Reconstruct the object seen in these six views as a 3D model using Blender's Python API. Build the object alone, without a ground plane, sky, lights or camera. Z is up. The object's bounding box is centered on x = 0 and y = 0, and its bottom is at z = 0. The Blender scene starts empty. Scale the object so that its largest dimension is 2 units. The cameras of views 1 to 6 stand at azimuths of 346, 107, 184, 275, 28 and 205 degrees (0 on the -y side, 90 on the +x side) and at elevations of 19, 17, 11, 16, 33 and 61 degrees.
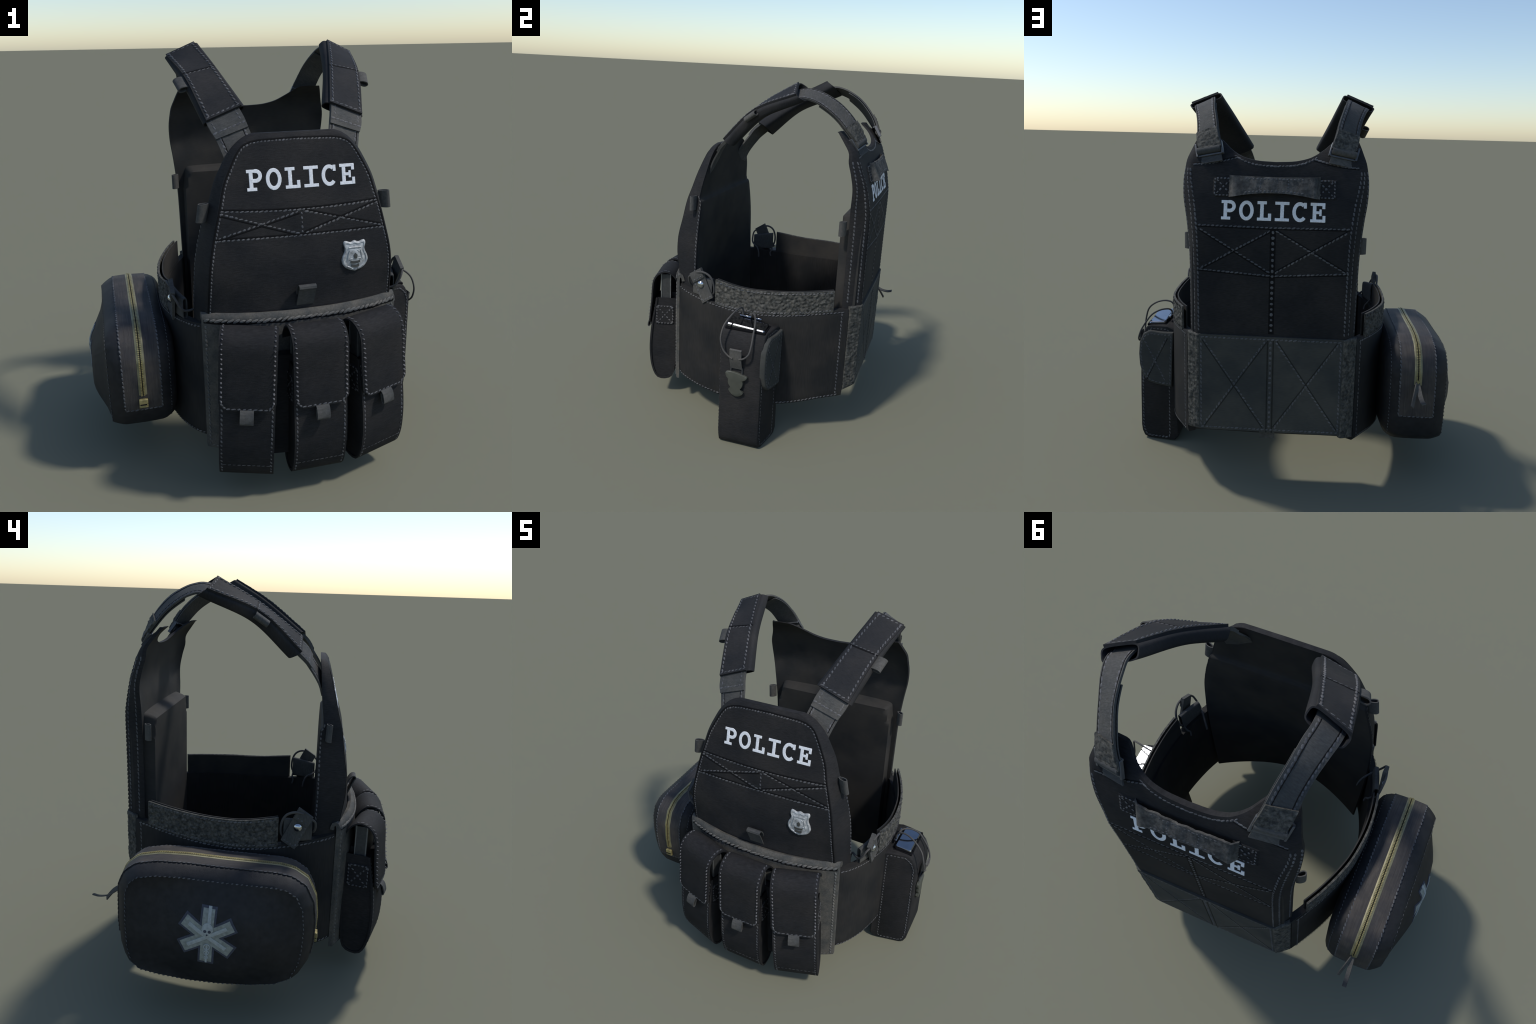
# Procedural police plate-carrier vest: two carrier panels, cummerbund, shoulder straps,
# three magazine pouches on a placard, a radio pouch and a zipped first-aid pack.
import bpy, random
from math import sin, cos, pi, radians, sqrt, atan2, hypot
from mathutils import Vector, Matrix, noise
from mathutils.bvhtree import BVHTree

random.seed(7)
CX = 0.077                      # the vest's own mirror plane (side gear shifts the bounding box)
V = Vector

# ------------------------------------------------------------------ materials
def new_mat(name):
    m = bpy.data.materials.new(name); m.use_nodes = True
    nt = m.node_tree; nt.nodes.clear()
    out = nt.nodes.new('ShaderNodeOutputMaterial'); b = nt.nodes.new('ShaderNodeBsdfPrincipled')
    nt.links.new(b.outputs[0], out.inputs[0])
    return m, nt, b

def fabric(name, col, rough=0.78, spec=0.14, var=0.22, weave=(40, 40, 260), bump=0.25, grain=0.5,
           blotch=5.0, tint=(0.72, 0.76, 0.82)):
    """woven cloth: faint streaks along one direction, wide soft blotches that tint facet shading into the colour, fine bump"""
    m, nt, b = new_mat(name); N = nt.nodes; L = nt.links
    tc = N.new('ShaderNodeTexCoord')
    mp = N.new('ShaderNodeMapping'); mp.inputs['Scale'].default_value = weave
    L.new(tc.outputs['Object'], mp.inputs[0])
    n1 = N.new('ShaderNodeTexNoise'); n1.inputs['Scale'].default_value = 1.0; n1.inputs['Detail'].default_value = 5
    n1.inputs['Roughness'].default_value = 0.65
    L.new(mp.outputs[0], n1.inputs['Vector'])
    n2 = N.new('ShaderNodeTexNoise'); n2.inputs['Scale'].default_value = blotch; n2.inputs['Detail'].default_value = 3
    L.new(tc.outputs['Object'], n2.inputs['Vector'])
    c = V(col)
    r1 = N.new('ShaderNodeValToRGB')
    r1.color_ramp.elements[0].position = 0.3; r1.color_ramp.elements[1].position = 0.75
    r1.color_ramp.elements[0].color = (*(c * (1 - var)), 1)
    r1.color_ramp.elements[1].color = (*(c * (1 + var)), 1)
    L.new(n1.outputs[0], r1.inputs[0])
    r2 = N.new('ShaderNodeValToRGB')
    r2.color_ramp.elements[0].position = 0.35; r2.color_ramp.elements[1].position = 0.65
    r2.color_ramp.elements[0].color = (*tint, 1); r2.color_ramp.elements[1].color = (1.28, 1.22, 1.17, 1)
    L.new(n2.outputs[0], r2.inputs[0])
    mx = N.new('ShaderNodeMix'); mx.data_type = 'RGBA'; mx.blend_type = 'MULTIPLY'
    mx.inputs['Factor'].default_value = 0.9
    L.new(r1.outputs[0], mx.inputs['A']); L.new(r2.outputs[0], mx.inputs['B'])
    L.new(mx.outputs['Result'], b.inputs['Base Color'])
    n3 = N.new('ShaderNodeTexNoise'); n3.inputs['Scale'].default_value = 320; n3.inputs['Detail'].default_value = 2
    L.new(tc.outputs['Object'], n3.inputs['Vector'])
    ad = N.new('ShaderNodeMath'); ad.operation = 'MULTIPLY_ADD'; ad.inputs[1].default_value = grain
    L.new(n3.outputs[0], ad.inputs[0]); L.new(n1.outputs[0], ad.inputs[2])
    bp = N.new('ShaderNodeBump'); bp.inputs['Strength'].default_value = bump; bp.inputs['Distance'].default_value = 0.004
    L.new(ad.outputs[0], bp.inputs['Height']); L.new(bp.outputs[0], b.inputs['Normal'])
    b.inputs['Roughness'].default_value = rough
    b.inputs['Specular IOR Level'].default_value = spec
    return m

def hard(name, col, rough=0.4, metal=0.0, spec=0.5, var=0.1, scale=40, bump=0.0):
    m, nt, b = new_mat(name); N = nt.nodes; L = nt.links
    tc = N.new('ShaderNodeTexCoord'); n = N.new('ShaderNodeTexNoise')
    n.inputs['Scale'].default_value = scale; n.inputs['Detail'].default_value = 4
    L.new(tc.outputs['Object'], n.inputs['Vector'])
    r = N.new('ShaderNodeValToRGB'); c = V(col)
    r.color_ramp.elements[0].position = 0.3; r.color_ramp.elements[1].position = 0.7
    r.color_ramp.elements[0].color = (*(c * (1 - var)), 1); r.color_ramp.elements[1].color = (*(c * (1 + var)), 1)
    L.new(n.outputs[0], r.inputs[0]); L.new(r.outputs[0], b.inputs['Base Color'])
    b.inputs['Roughness'].default_value = rough; b.inputs['Metallic'].default_value = metal
    b.inputs['Specular IOR Level'].default_value = spec
    if bump:
        bp = N.new('ShaderNodeBump'); bp.inputs['Strength'].default_value = bump; bp.inputs['Distance'].default_value = 0.003
        L.new(n.outputs[0], bp.inputs['Height']); L.new(bp.outputs[0], b.inputs['Normal'])
    return m

M_CLOTH = fabric('black_nylon_cloth', (0.0215, 0.0213, 0.0218), var=0.32)
M_LINE = fabric('inner_lining_cloth', (0.034, 0.033, 0.031), var=0.12, bump=0.12)
M_SIDE = fabric('cummerbund_cloth', (0.0225, 0.0222, 0.0215), weave=(160, 160, 14), var=0.18)
M_PLAC = fabric('placard_webbing', (0.080, 0.078, 0.070), var=0.25, blotch=18, weave=(120, 120, 120))
M_WEB = fabric('strap_webbing', (0.072, 0.072, 0.068), var=0.25, weave=(60, 200, 60))
M_FLAP = fabric('rear_flap_cloth', (0.054, 0.0555, 0.051), var=0.12)
M_VEL = fabric('rough_hook_tape', (0.076, 0.076, 0.069), var=0.65, weave=(75, 75, 75), bump=0.5, blotch=45, tint=(0.55, 0.57, 0.6))
M_PAD = fabric('pad_cloth', (0.027, 0.027, 0.028), var=0.2, weave=(60, 220, 60))
M_PACK = fabric('pack_cloth', (0.0180, 0.0180, 0.0190), rough=0.6, spec=0.25, var=0.28, weave=(30, 30, 30), blotch=4)
M_BAND = fabric('zip_tape_cloth', (0.052, 0.047, 0.043), rough=0.65, spec=0.25, var=0.32, weave=(260, 9, 9), blotch=9, tint=(0.55, 0.60, 0.72))
M_STITCH = fabric('thread', (0.108, 0.108, 0.111), rough=0.6, var=0.55, weave=(70, 70, 70), bump=0.1)
M_STITCH_DIM = fabric('dark_thread', (0.098, 0.100, 0.104), rough=0.6, var=0.5, weave=(70, 70, 70), bump=0.1)
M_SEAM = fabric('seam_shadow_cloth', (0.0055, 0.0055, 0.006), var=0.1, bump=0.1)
M_STITCH_FLAP = fabric('flap_thread', (0.098, 0.100, 0.104), rough=0.6, var=0.5, weave=(70, 70, 70), bump=0.1)
M_FSEAM = fabric('flap_seam_cloth', (0.024, 0.0245, 0.022), var=0.1, bump=0.1)
M_TEXT = hard('white_print', (0.76, 0.77, 0.79), rough=0.85, spec=0.12, var=0.12, scale=150)
M_BADGE = hard('worn_silver', (0.36, 0.37, 0.37), rough=0.5, metal=0.15, var=0.4, scale=55, bump=0.35)
M_BADGE_DK = hard('dark_silver', (0.06, 0.06, 0.055), rough=0.5, metal=0.2)
M_STARB = hard('patch_border', (0.060, 0.064, 0.082), rough=0.8, spec=0.2, var=0.2, scale=150)
M_STAR = hard('patch_grey_green', (0.250, 0.264, 0.236), rough=0.8, spec=0.2, var=0.2, scale=70)  # base colour warmed to offset the blue skylight on this shaded side
M_STARL = hard('patch_light_grey', (0.35, 0.37, 0.36), rough=0.8, spec=0.2, var=0.15, scale=90)
M_GOLD = hard('brass_zip', (0.27, 0.23, 0.10), rough=0.45, metal=0.3, var=0.3, scale=60)
M_GOLDL = hard('pale_brass', (0.20, 0.185, 0.105), rough=0.5, metal=0.3, var=0.25, scale=30)
M_CHROME = hard('chrome_snap', (0.55, 0.56, 0.58), rough=0.12, metal=1.0, var=0.05)
M_STEEL = hard('dark_steel', (0.085, 0.087, 0.09), rough=0.45, metal=0.4, var=0.1)
M_RADIO = hard('polished_radio_case', (0.26, 0.27, 0.30), rough=0.10, metal=1.0, var=0.12, scale=12)
M_OLIVE = hard('olive_plastic', (0.058, 0.060, 0.048), rough=0.5, spec=0.4, var=0.12, scale=25)
M_MAG = hard('magazine_steel', (0.040, 0.041, 0.040), rough=0.5, spec=0.4, var=0.2, scale=60)
M_MAGE = hard('magazine_edge', (0.16, 0.165, 0.16), rough=0.4, metal=0.4, var=0.2)
M_CORD = fabric('elastic_cord', (0.075, 0.073, 0.070), var=0.15, bump=0.1)
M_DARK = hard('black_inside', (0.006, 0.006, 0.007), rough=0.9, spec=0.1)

# ------------------------------------------------------------------ scene tree
root = bpy.data.objects.new('tactical_vest', None)
bpy.context.scene.collection.objects.link(root)
root['label'] = 'black police plate carrier vest with pouches, radio and first-aid pack'
root['category'] = 'tactical vest'

def link(name, mesh, parent=None, kind=None):
    o = bpy.data.objects.new(name, mesh)
    bpy.context.scene.collection.objects.link(o)
    o.parent = parent or root
    if kind: o['kind'] = kind
    return o

class MB:
    """small mesh builder"""
    def __init__(s): s.v = []; s.f = []; s.mi = []; s.cur = 0
    def add(s, vs, fs):
        o = len(s.v); s.v += [tuple(p) for p in vs]
        s.f += [tuple(i + o for i in f) for f in fs]; s.mi += [s.cur] * len(fs)
    def obj(s, name, mats, parent=None, kind=None, smooth=40, bevel=0):
        me = bpy.data.meshes.new(name); me.from_pydata(s.v, [], s.f); me.update()
        if not isinstance(mats, (list, tuple)): mats = [mats]
        for m in mats: me.materials.append(m)
        me.polygons.foreach_set('material_index', s.mi)
        import bmesh
        bm = bmesh.new(); bm.from_mesh(me)
        bmesh.ops.recalc_face_normals(bm, faces=bm.faces); bm.to_mesh(me); bm.free()
        if smooth:
            me.polygons.foreach_set('use_smooth', [True] * len(me.polygons))
            me.set_sharp_from_angle(angle=radians(smooth))
        o = link(name, me, parent, kind)
        if bevel:
            md = o.modifiers.new('edge_round', 'BEVEL'); md.width = bevel; md.segments = 2
            md.limit_method = 'ANGLE'; md.angle_limit = radians(50); md.harden_normals = False
        return o

# ------------------------------------------------------------------ helpers
def lerp(a, b, t): return a + (b - a) * t
def interp(tab, x):
    """piecewise smooth table lookup (tab sorted by first entry)"""
    if x <= tab[0][0]: return tab[0][1]
    if x >= tab[-1][0]: return tab[-1][1]
    for i in range(len(tab) - 1):
        if x <= tab[i + 1][0]:
            x0, y0 = tab[i]; x1, y1 = tab[i + 1]
            m0 = (y1 - tab[i - 1][1]) / (x1 - tab[i - 1][0]) if i > 0 else (y1 - y0) / (x1 - x0)
            m1 = (tab[i + 2][1] - y0) / (tab[i + 2][0] - x0) if i + 2 < len(tab) else (y1 - y0) / (x1 - x0)
            h = x1 - x0; t = (x - x0) / h
            return ((2*t**3 - 3*t*t + 1) * y0 + (t**3 - 2*t*t + t) * h * m0
                    + (-2*t**3 + 3*t*t) * y1 + (t**3 - t*t) * h * m1)

def spline(pts, n, closed=False):
    """Catmull-Rom through points, n samples evenly spaced by arc length"""
    pts = [V(p) for p in pts]; k = len(pts); dense = []
    segs = k if closed else k - 1
    for i in range(segs):
        if closed: p0, p1, p2, p3 = pts[i-1], pts[i], pts[(i+1) % k], pts[(i+2) % k]
        else:
            p1, p2 = pts[i], pts[i+1]
            p0 = pts[i-1] if i > 0 else p1 * 2 - p2
            p3 = pts[i+2] if i + 2 < k else p2 * 2 - p1
        for j in range(12):
            t = j / 12
            dense.append(0.5 * ((2*p1) + (p2-p0)*t + (2*p0-5*p1+4*p2-p3)*t*t + (3*p1-p0-3*p2+p3)*t**3))
    dense.append(pts[0].copy() if closed else pts[-1].copy())
    return resample(dense, n, closed)

def resample(pl, n, closed=False):
    pl = [V(p) for p in pl]; d = [0.0]
    for a, b in zip(pl, pl[1:]): d.append(d[-1] + (b - a).length)
    tot = d[-1]; out = []; j = 0
    for i in range(n):
        s = tot * i / (n if closed else n - 1)
        while j < len(d) - 2 and d[j+1] < s: j += 1
        seg = d[j+1] - d[j]
        out.append(pl[j].lerp(pl[j+1], (s - d[j]) / seg if seg > 1e-9 else 0))
    return out

def plen(p): return sum((V(b) - V(a)).length for a, b in zip(p, p[1:]))

def sheet(mb, A, B):
    """closed solid between two equal grids A (front) and B (back)"""
    r, c = len(A), len(A[0]); vs = [p for row in A for p in row] + [p for row in B for p in row]
    o = r * c; fs = []
    for i in range(r-1):
        for j in range(c-1):
            a = i*c + j
            fs.append((a, a+1, a+c+1, a+c)); fs.append((o+a, o+a+c, o+a+c+1, o+a+1))
    for i in range(r-1):
        for j in (0, c-1):
            a, b = i*c + j, (i+1)*c + j
            fs.append((a, b, o+b, o+a) if j == 0 else (b, a, o+a, o+b))
    for j in range(c-1):
        for i in (0, r-1):
            a, b = i*c + j, i*c + j+1
            fs.append((b, a, o+a, o+b) if i == 0 else (a, b, o+b, o+a))
    mb.add(vs, fs)

def loft(mb, rings, cap0=True, cap1=True, closed=True):
    n = len(rings[0]); vs = [p for r in rings for p in r]; fs = []
    for i in range(len(rings)-1):
        for j in range(n if closed else n-1):
            a, b = i*n + j, i*n + (j+1) % n
            fs.append((a, b, b+n, a+n))
    if cap0: fs.append(tuple(range(n))[::-1])
    if cap1: fs.append(tuple((len(rings)-1)*n + j for j in range(n)))
    mb.add(vs, fs)

def box(mb, c, sx, sy, sz, M=None):
    vs = [V((x*sx/2, y*sy/2, z*sz/2)) for x in (-1, 1) for y in (-1, 1) for z in (-1, 1)]
    if M is not None: vs = [M @ p for p in vs]
    vs = [p + V(c) for p in vs]
    mb.add(vs, [(0,1,3,2), (4,6,7,5), (0,4,5,1), (2,3,7,6), (0,2,6,4), (1,5,7,3)])

def frames(path, up=None):
    n = len(path); out = []; prev = None
    for i, p in enumerate(path):
        t = (path[min(i+1, n-1)] - path[max(i-1, 0)]).normalized()
        u = prev if prev is not None else (V(up) if up is not None else V((0.3, 0.5, 0.8)))
        u = (u - t * u.dot(t))
        if u.length < 1e-5: u = t.orthogonal()
        u.normalize(); prev = u
        out.append((p, t, u, t.cross(u)))
    return out

def tube(mb, path, r, n=8):
    path = [V(p) for p in path]
    rings = [[p + u * (cos(2*pi*k/n) * r) + w * (sin(2*pi*k/n) * r) for k in range(n)] for p, t, u, w in frames(path)]
    loft(mb, rings)

def strip(mb, path, wdir, width, th):
    """flat webbing: path of centre points, width along wdir, thickness th"""
    path = [V(p) for p in path]; n = len(path)
    wd = [V(wdir).normalized() if not isinstance(wdir, list) else V(wdir[i]).normalized() for i in range(n)]
    A = []; B = []
    for i, p in enumerate(path):
        t = (path[min(i+1, n-1)] - path[max(i-1, 0)]).normalized()
        nn = wd[i].cross(t).normalized() * (th / 2)
        A.append([p + wd[i]*(width*s/2) + nn for s in (-1, -.9, 0, .9, 1)])
        B.append([p + wd[i]*(width*s/2) - nn for s in (-1, -.9, 0, .9, 1)])
    sheet(mb, A, B)

def stitch(mb, path, nrm, gap=0.0215, ln=0.0186, w=0.0076, h=0.0013, tilt=0.26, lift=0.0003):
    """row of thread stitches along path; nrm: normals list or one vector"""
    path = [V(p) for p in path]
    L = plen(path); n = max(2, int(L / gap)); m = len(path)
    nn = [V(x) for x in nrm] if isinstance(nrm, list) else [V(nrm)] * m
    d = [0.0]
    for a, b in zip(path, path[1:]): d.append(d[-1] + (b - a).length)
    j = 0
    for i in range(n):
        s = L * (i + 0.5) / n
        while j < m - 2 and d[j+1] < s: j += 1
        t = (s - d[j]) / max(d[j+1] - d[j], 1e-9)
        p = path[j].lerp(path[j+1], t); N = nn[j].lerp(nn[j+1], t).normalized()
        T = (path[j+1] - path[j]).normalized(); T = (T - N * T.dot(N)).normalized(); S = N.cross(T)
        a = tilt + random.uniform(-.16, .16); T2 = T * cos(a) + S * sin(a); S2 = S * cos(a) - T * sin(a)
        k = random.uniform(.72, 1.15); wj = w * random.uniform(.75, 1.2); vs = []
        for q, r in ((-1, .35), (-.55, 1), (.55, 1), (1, .35)):
            for g in range(6):
                an = 2*pi*g/6
                vs.append(p + N*lift + T2*(q*ln*k/2) + S2*(cos(an)*wj/2*r) + N*(sin(an)*h*r))
        fs = [(a*6+g, a*6+(g+1) % 6, (a+1)*6+(g+1) % 6, (a+1)*6+g) for a in range(3) for g in range(6)]
        fs += [tuple(range(6))[::-1], tuple(range(18, 24))]
        mb.add(vs, fs)

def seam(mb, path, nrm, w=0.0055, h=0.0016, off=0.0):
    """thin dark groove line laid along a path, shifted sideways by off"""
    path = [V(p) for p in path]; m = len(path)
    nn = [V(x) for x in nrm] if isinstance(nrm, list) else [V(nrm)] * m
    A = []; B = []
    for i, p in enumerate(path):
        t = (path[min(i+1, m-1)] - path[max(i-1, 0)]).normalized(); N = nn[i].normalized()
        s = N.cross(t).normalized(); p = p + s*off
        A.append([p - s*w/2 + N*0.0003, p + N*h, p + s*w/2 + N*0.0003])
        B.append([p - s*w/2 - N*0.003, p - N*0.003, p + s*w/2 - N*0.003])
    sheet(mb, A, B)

def line2(a, b, n=24): return [(lerp(a[0], b[0], i/(n-1)), lerp(a[1], b[1], i/(n-1))) for i in range(n)]
def poly2(pts, n=20):
    out = []
    for a, b in zip(pts, pts[1:]): out += line2(a, b, n)[:-1]
    return out + [pts[-1]]

def on_surface(fn, pts):
    """points (a,b) -> positions and outward normals on surface fn(a,b)"""
    P = []; Nn = []; e = 1e-3
    for a, b in pts:
        p = fn(a, b); da = fn(a+e, b) - fn(a-e, b); db = fn(a, b+e) - fn(a, b-e)
        P.append(p); Nn.append(da.cross(db).normalized())
    return P, Nn

# ================================================================== FRONT CARRIER
WR = [(.25,.462),(.6,.480),(.8,.483),(.9,.479),(1.04,.469),(1.12,.456),(1.2,.437),(1.27,.417),(1.33,.397),(1.414,.370),
      (1.477,.338),(1.531,.306),(1.56,.282),(1.587,.252),(1.604,.225),(1.612,.205),(1.617,.188)]
BEV = [(.25,.04),(.9,.038),(1.2,.036),(1.4,.028),(1.56,.022),(1.617,.012)]
YC = [(.25,-.470),(.70,-.485),(.87,-.478),(1.07,-.460),(1.18,-.437),(1.3,-.416),(1.38,-.392),(1.47,-.369),(1.58,-.337),(1.60,-.328),(1.617,-.315)]
KC = [(.25,.11),(.85,.055),(1.0,.024),(1.2,.010),(1.617,.006)]
YBI = [(.25,-.437),(.5,-.420),(.8,-.386),(.9,-.367),(1.0,-.344),(1.10,-.326),(1.20,-.315),(1.295,-.310),(1.315,-.326),(1.40,-.318),(1.5,-.306),(1.617,-.288)]
YR = [(.25,-.275),(.85,-.298),(1.295,-.303),(1.315,-.318),(1.45,-.304),(1.617,-.288)]
def yf(h, z): return interp(YC, z) + interp(KC, z) * (h / .45) ** 2
def front_pt(h, z): return V((CX + h, yf(h, z), z))

zs = [lerp(.25, 1.27, i/34) for i in range(35)] + [1.28,1.29,1.295,1.30,1.305,1.31,1.315,1.33] + \
     [lerp(1.35, 1.56, i/12) for i in range(13)] + [1.57,1.578,1.587,1.594,1.600,1.605,1.609,1.612,1.615,1.617]
rings = []
for z in zs:
    wr = interp(WR, z); wf = wr - interp(BEV, z); yr = interp(YR, z); yb = interp(YBI, z); r = []
    for i in range(33):
        j = -1 + 2*i/32; h = (wf - .008) * j; r.append(V((CX + h, yf(h, z), z)))
    ye = yf(wf, z)
    side = [(wf, ye + .003), (wf + .005, ye + .012), (lerp(wf, wr, .55) + .004, lerp(ye, yr, .5)), (wr, yr - .012), (wr, yr - .003), (wr - .008, yr)]
    r += [V((CX + a, b, z)) for a, b in side]
    for i in range(1, 24):
        j = 1 - 2*i/24; h = (wr - .008) * j
        r.append(V((CX + h, yr + (yb - yr) * (1 - abs(j) ** 1.75), z)))
    r += [V((CX - a, b, z)) for a, b in side[::-1]]
    rings.append(r)
mb = MB(); loft(mb, rings)
# front-facing faces = cloth (0), rest = lining (1)
nr = len(rings[0])
for k in range(len(mb.f)):
    j = k % nr
    if 38 <= j <= 61: mb.mi[k] = 1
front = mb.obj('front_carrier', [M_CLOTH, M_LINE], smooth=35)

st = MB(); sm = MB(); F = lambda pts: on_surface(front_pt, pts)
def fstitch(pts, groove=True, **k):
    P, N = F(pts); stitch(st, P, N, **k)
    if groove: seam(sm, P, N, w=.008, off=k.get('off', .009) if False else .008)
# border run
left = []
for i in range(60):
    z = lerp(.845, 1.555, i/59); left.append((-(interp(WR, z) - interp(BEV, z) - .016), z))
top = [(-.235, 1.566), (-.205, 1.578), (-.165, 1.584), (0, 1.588), (.165, 1.584), (.205, 1.578), (.235, 1.566)]
fstitch(left + top + [(-a, b) for a, b in left[::-1]], groove=True, gap=.0165, ln=.0130, w=.0066)
xt = lambda h: 1.291 + .016 * (h / .37) ** 2
XT = [( -.365 + .73*i/30, xt(-.365 + .73*i/30)) for i in range(31)]
XB = [(-.388 + .776*i/30, 1.178 + .004 * ((-.388 + .776*i/30)/.388)**2) for i in range(31)]
fstitch(XT); fstitch(XB)
for s in (1, -1):
    fstitch(line2((.012*s, 1.284), (.383*s, 1.190))); fstitch(line2((.012*s, 1.186), (.368*s, 1.298)))
fstitch(line2((0, 1.285), (0, 1.185), 10), groove=False, gap=.018, ln=.012, w=.008)
# rear rim stitching on both edges of the side faces
for s in (1, -1):
    for q, zt in ((.93, 1.33), (.45, .0)):
        if not zt: continue
        P = []; N = []
        for i in range(50):
            z = lerp(.84, zt, i/49); wr = interp(WR, z); wf = wr - interp(BEV, z)
            P.append(V((CX + s*(lerp(wf, wr, q) + .003), lerp(yf(wf, z), interp(YR, z), q), z))); N.append(V((s*.97, -.25, 0)))
        stitch(st, P, N)
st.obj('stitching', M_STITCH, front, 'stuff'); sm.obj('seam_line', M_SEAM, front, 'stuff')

# inner plate pocket edge seam (ledge is part of the panel); side webbing loops
def teardrop(c, out, along, depth, tall, width, th=.005):
    """folded webbing loop: bulges along 'out', ends meet at c, strip width along 'along'"""
    out = V(out).normalized(); al = V(along).normalized(); up = al.cross(out)
    pts = [V(c) - up*tall*.06, V(c) + out*depth*.35 - up*tall*.42, V(c) + out*depth*.8 - up*tall*.45, V(c) + out*depth,
           V(c) + out*depth*.8 + up*tall*.45, V(c) + out*depth*.35 + up*tall*.42, V(c) + up*tall*.06]
    b = MB(); strip(b, spline(pts, 26), al, width, th); return b

for s in (1, -1):
    teardrop((CX + s*.405, -.338, 1.292), (s*.95, -.32, 0), (s*-.16, -.05, 1), .050, .022, .082).obj('webbing_loop', M_WEB, front)
b = MB()
P = spline([(CX, -.462, .868), (CX, -.475, .862), (CX, -.492, .90), (CX, -.512, .945), (CX, -.520, .958), (CX, -.512, .968), (CX, -.495, .962), (CX, -.478, .935), (CX, -.466, .89)], 30)
strip(b, P, (1, 0, 0), .080, .006); b.obj('webbing_loop', M_WEB, front)

# ------------------------------------------------------------------ typewriter lettering
def arc(cx, cy, rx, ry, a0, a1, n=18): return [(cx + rx*cos(radians(lerp(a0, a1, i/(n-1)))), cy + ry*sin(radians(lerp(a0, a1, i/(n-1))))) for i in range(n)]
T_, S_ = .0172, .0140           # stem and serif weights
GLYPH = {
 'P': [([(.019, .004), (.019, .086)], T_), ([(.000, .0075), (.043, .0075)], S_), ([(.000, .0825), (.040, .0825)], S_),
       ([(.036, .0825)] + arc(.040, .0625, .0195, .020, 90, -90) + [(.020, .0425)], .0165)],
 'O': [(arc(.0345, .045, .0265, .0375, 0, 360, 40), .0165)],
 'L': [([(.024, .004), (.024, .086)], T_), ([(.002, .0825), (.046, .0825)], S_), ([(.002, .0075), (.068, .0075)], S_),
       ([(.0605, .003), (.0605, .034)], .0150)],
 'I': [([(.035, .004), (.035, .086)], T_), ([(.002, .0825), (.068, .0825)], S_), ([(.002, .0075), (.068, .0075)], S_)],
 'C': [(arc(.0350, .045, .0275, .0375, 50, 318, 34), .0165), ([(.0590, .062), (.0590, .088)], .0140)],
 'E': [([(.019, .004), (.019, .086)], T_), ([(.000, .0825), (.068, .0825)], S_), ([(.000, .0075), (.070, .0075)], S_),
       ([(.018, .045), (.045, .045)], .0130), ([(.0465, .030), (.0465, .060)], .0110), ([(.0615, .062), (.0615, .086)], .0140), ([(.0635, .004), (.0635, .031)], .0140)],
}
def lettering(word, x0, x1, z0, hgt, place, parent):
    pitch = (x1 - x0) / (len(word) - .16); sc = pitch / .0835
    for k, ch in enumerate(word):
        b = MB()
        for si, (pl, w) in enumerate(GLYPH[ch]):
            pl = [V((p[0]*sc, p[1]*hgt/.09, 0)) for p in pl]; clo = (pl[0] - pl[-1]).length < 1e-4
            n = max(8, int(plen(pl) / .0035)); pl = resample(pl, n)
            A = []; B = []
            for i, p in enumerate(pl):
                t = ((pl[1] - pl[-2]) if clo and i in (0, n-1) else (pl[min(i+1, n-1)] - pl[max(i-1, 0)])).normalized(); sd = V((-t.y, t.x, 0))
                ra, rb = [], []
                for q in (-1, -.85, 0, .85, 1):
                    jit = 1 + .10 * noise.noise(V((p.x*260 + k*9, p.y*260, q*3)))
                    u = p + sd * (q * w/2 * jit); lift = .0016 + .00022*si - (.0009 if abs(q) == 1 else 0)
                    ra.append(place(x0 + k*pitch + u.x, z0 + u.y, lift)); rb.append(place(x0 + k*pitch + u.x, z0 + u.y, -.002))
                A.append(ra); B.append(rb)
            sheet(b, A, B)
        b.obj('letter', M_TEXT, parent, smooth=30)
lettering('POLICE', -.236, .262, 1.381, .091, lambda h, z, o: front_pt(h, z) + V((0, -o*.96, o*.25)), front)

# ------------------------------------------------------------------ shield badge
def shield_outline():
    return [(0, .062), (.018, .055), (.034, .060), (.048, .061), (.053, .048), (.047, .030), (.050, .012), (.060, -.008), (.062, -.030),
            (.050, -.052), (.030, -.066), (.010, -.072), (0, -.076)]
so = shield_outline(); so = so + [(-a, c) for a, c in so[-2:0:-1]]
so = [(p.x, p.y) for p in spline([(a, c, 0) for a, c in so], 64, closed=True)]
def badge_at(u, v, o): return front_pt(.243 + u, 1.071 + v) + V((0, -o, 0))
b = MB(); R = []
for s, o in ((1.03, -.003), (1.03, .003), (.97, .008), (.88, .0085), (.84, .0055), (.72, .0065), (.45, .010), (.2, .012), (.02, .0125)):
    R.append([badge_at(u*s, v*s + (1-s)*-.004, o + .0012*noise.noise(V((u*90*s, v*90*s, 3)))) for u, v in so])
loft(b, R); badge = b.obj('shield_badge', M_BADGE, front, smooth=50)
b = MB()
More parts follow.
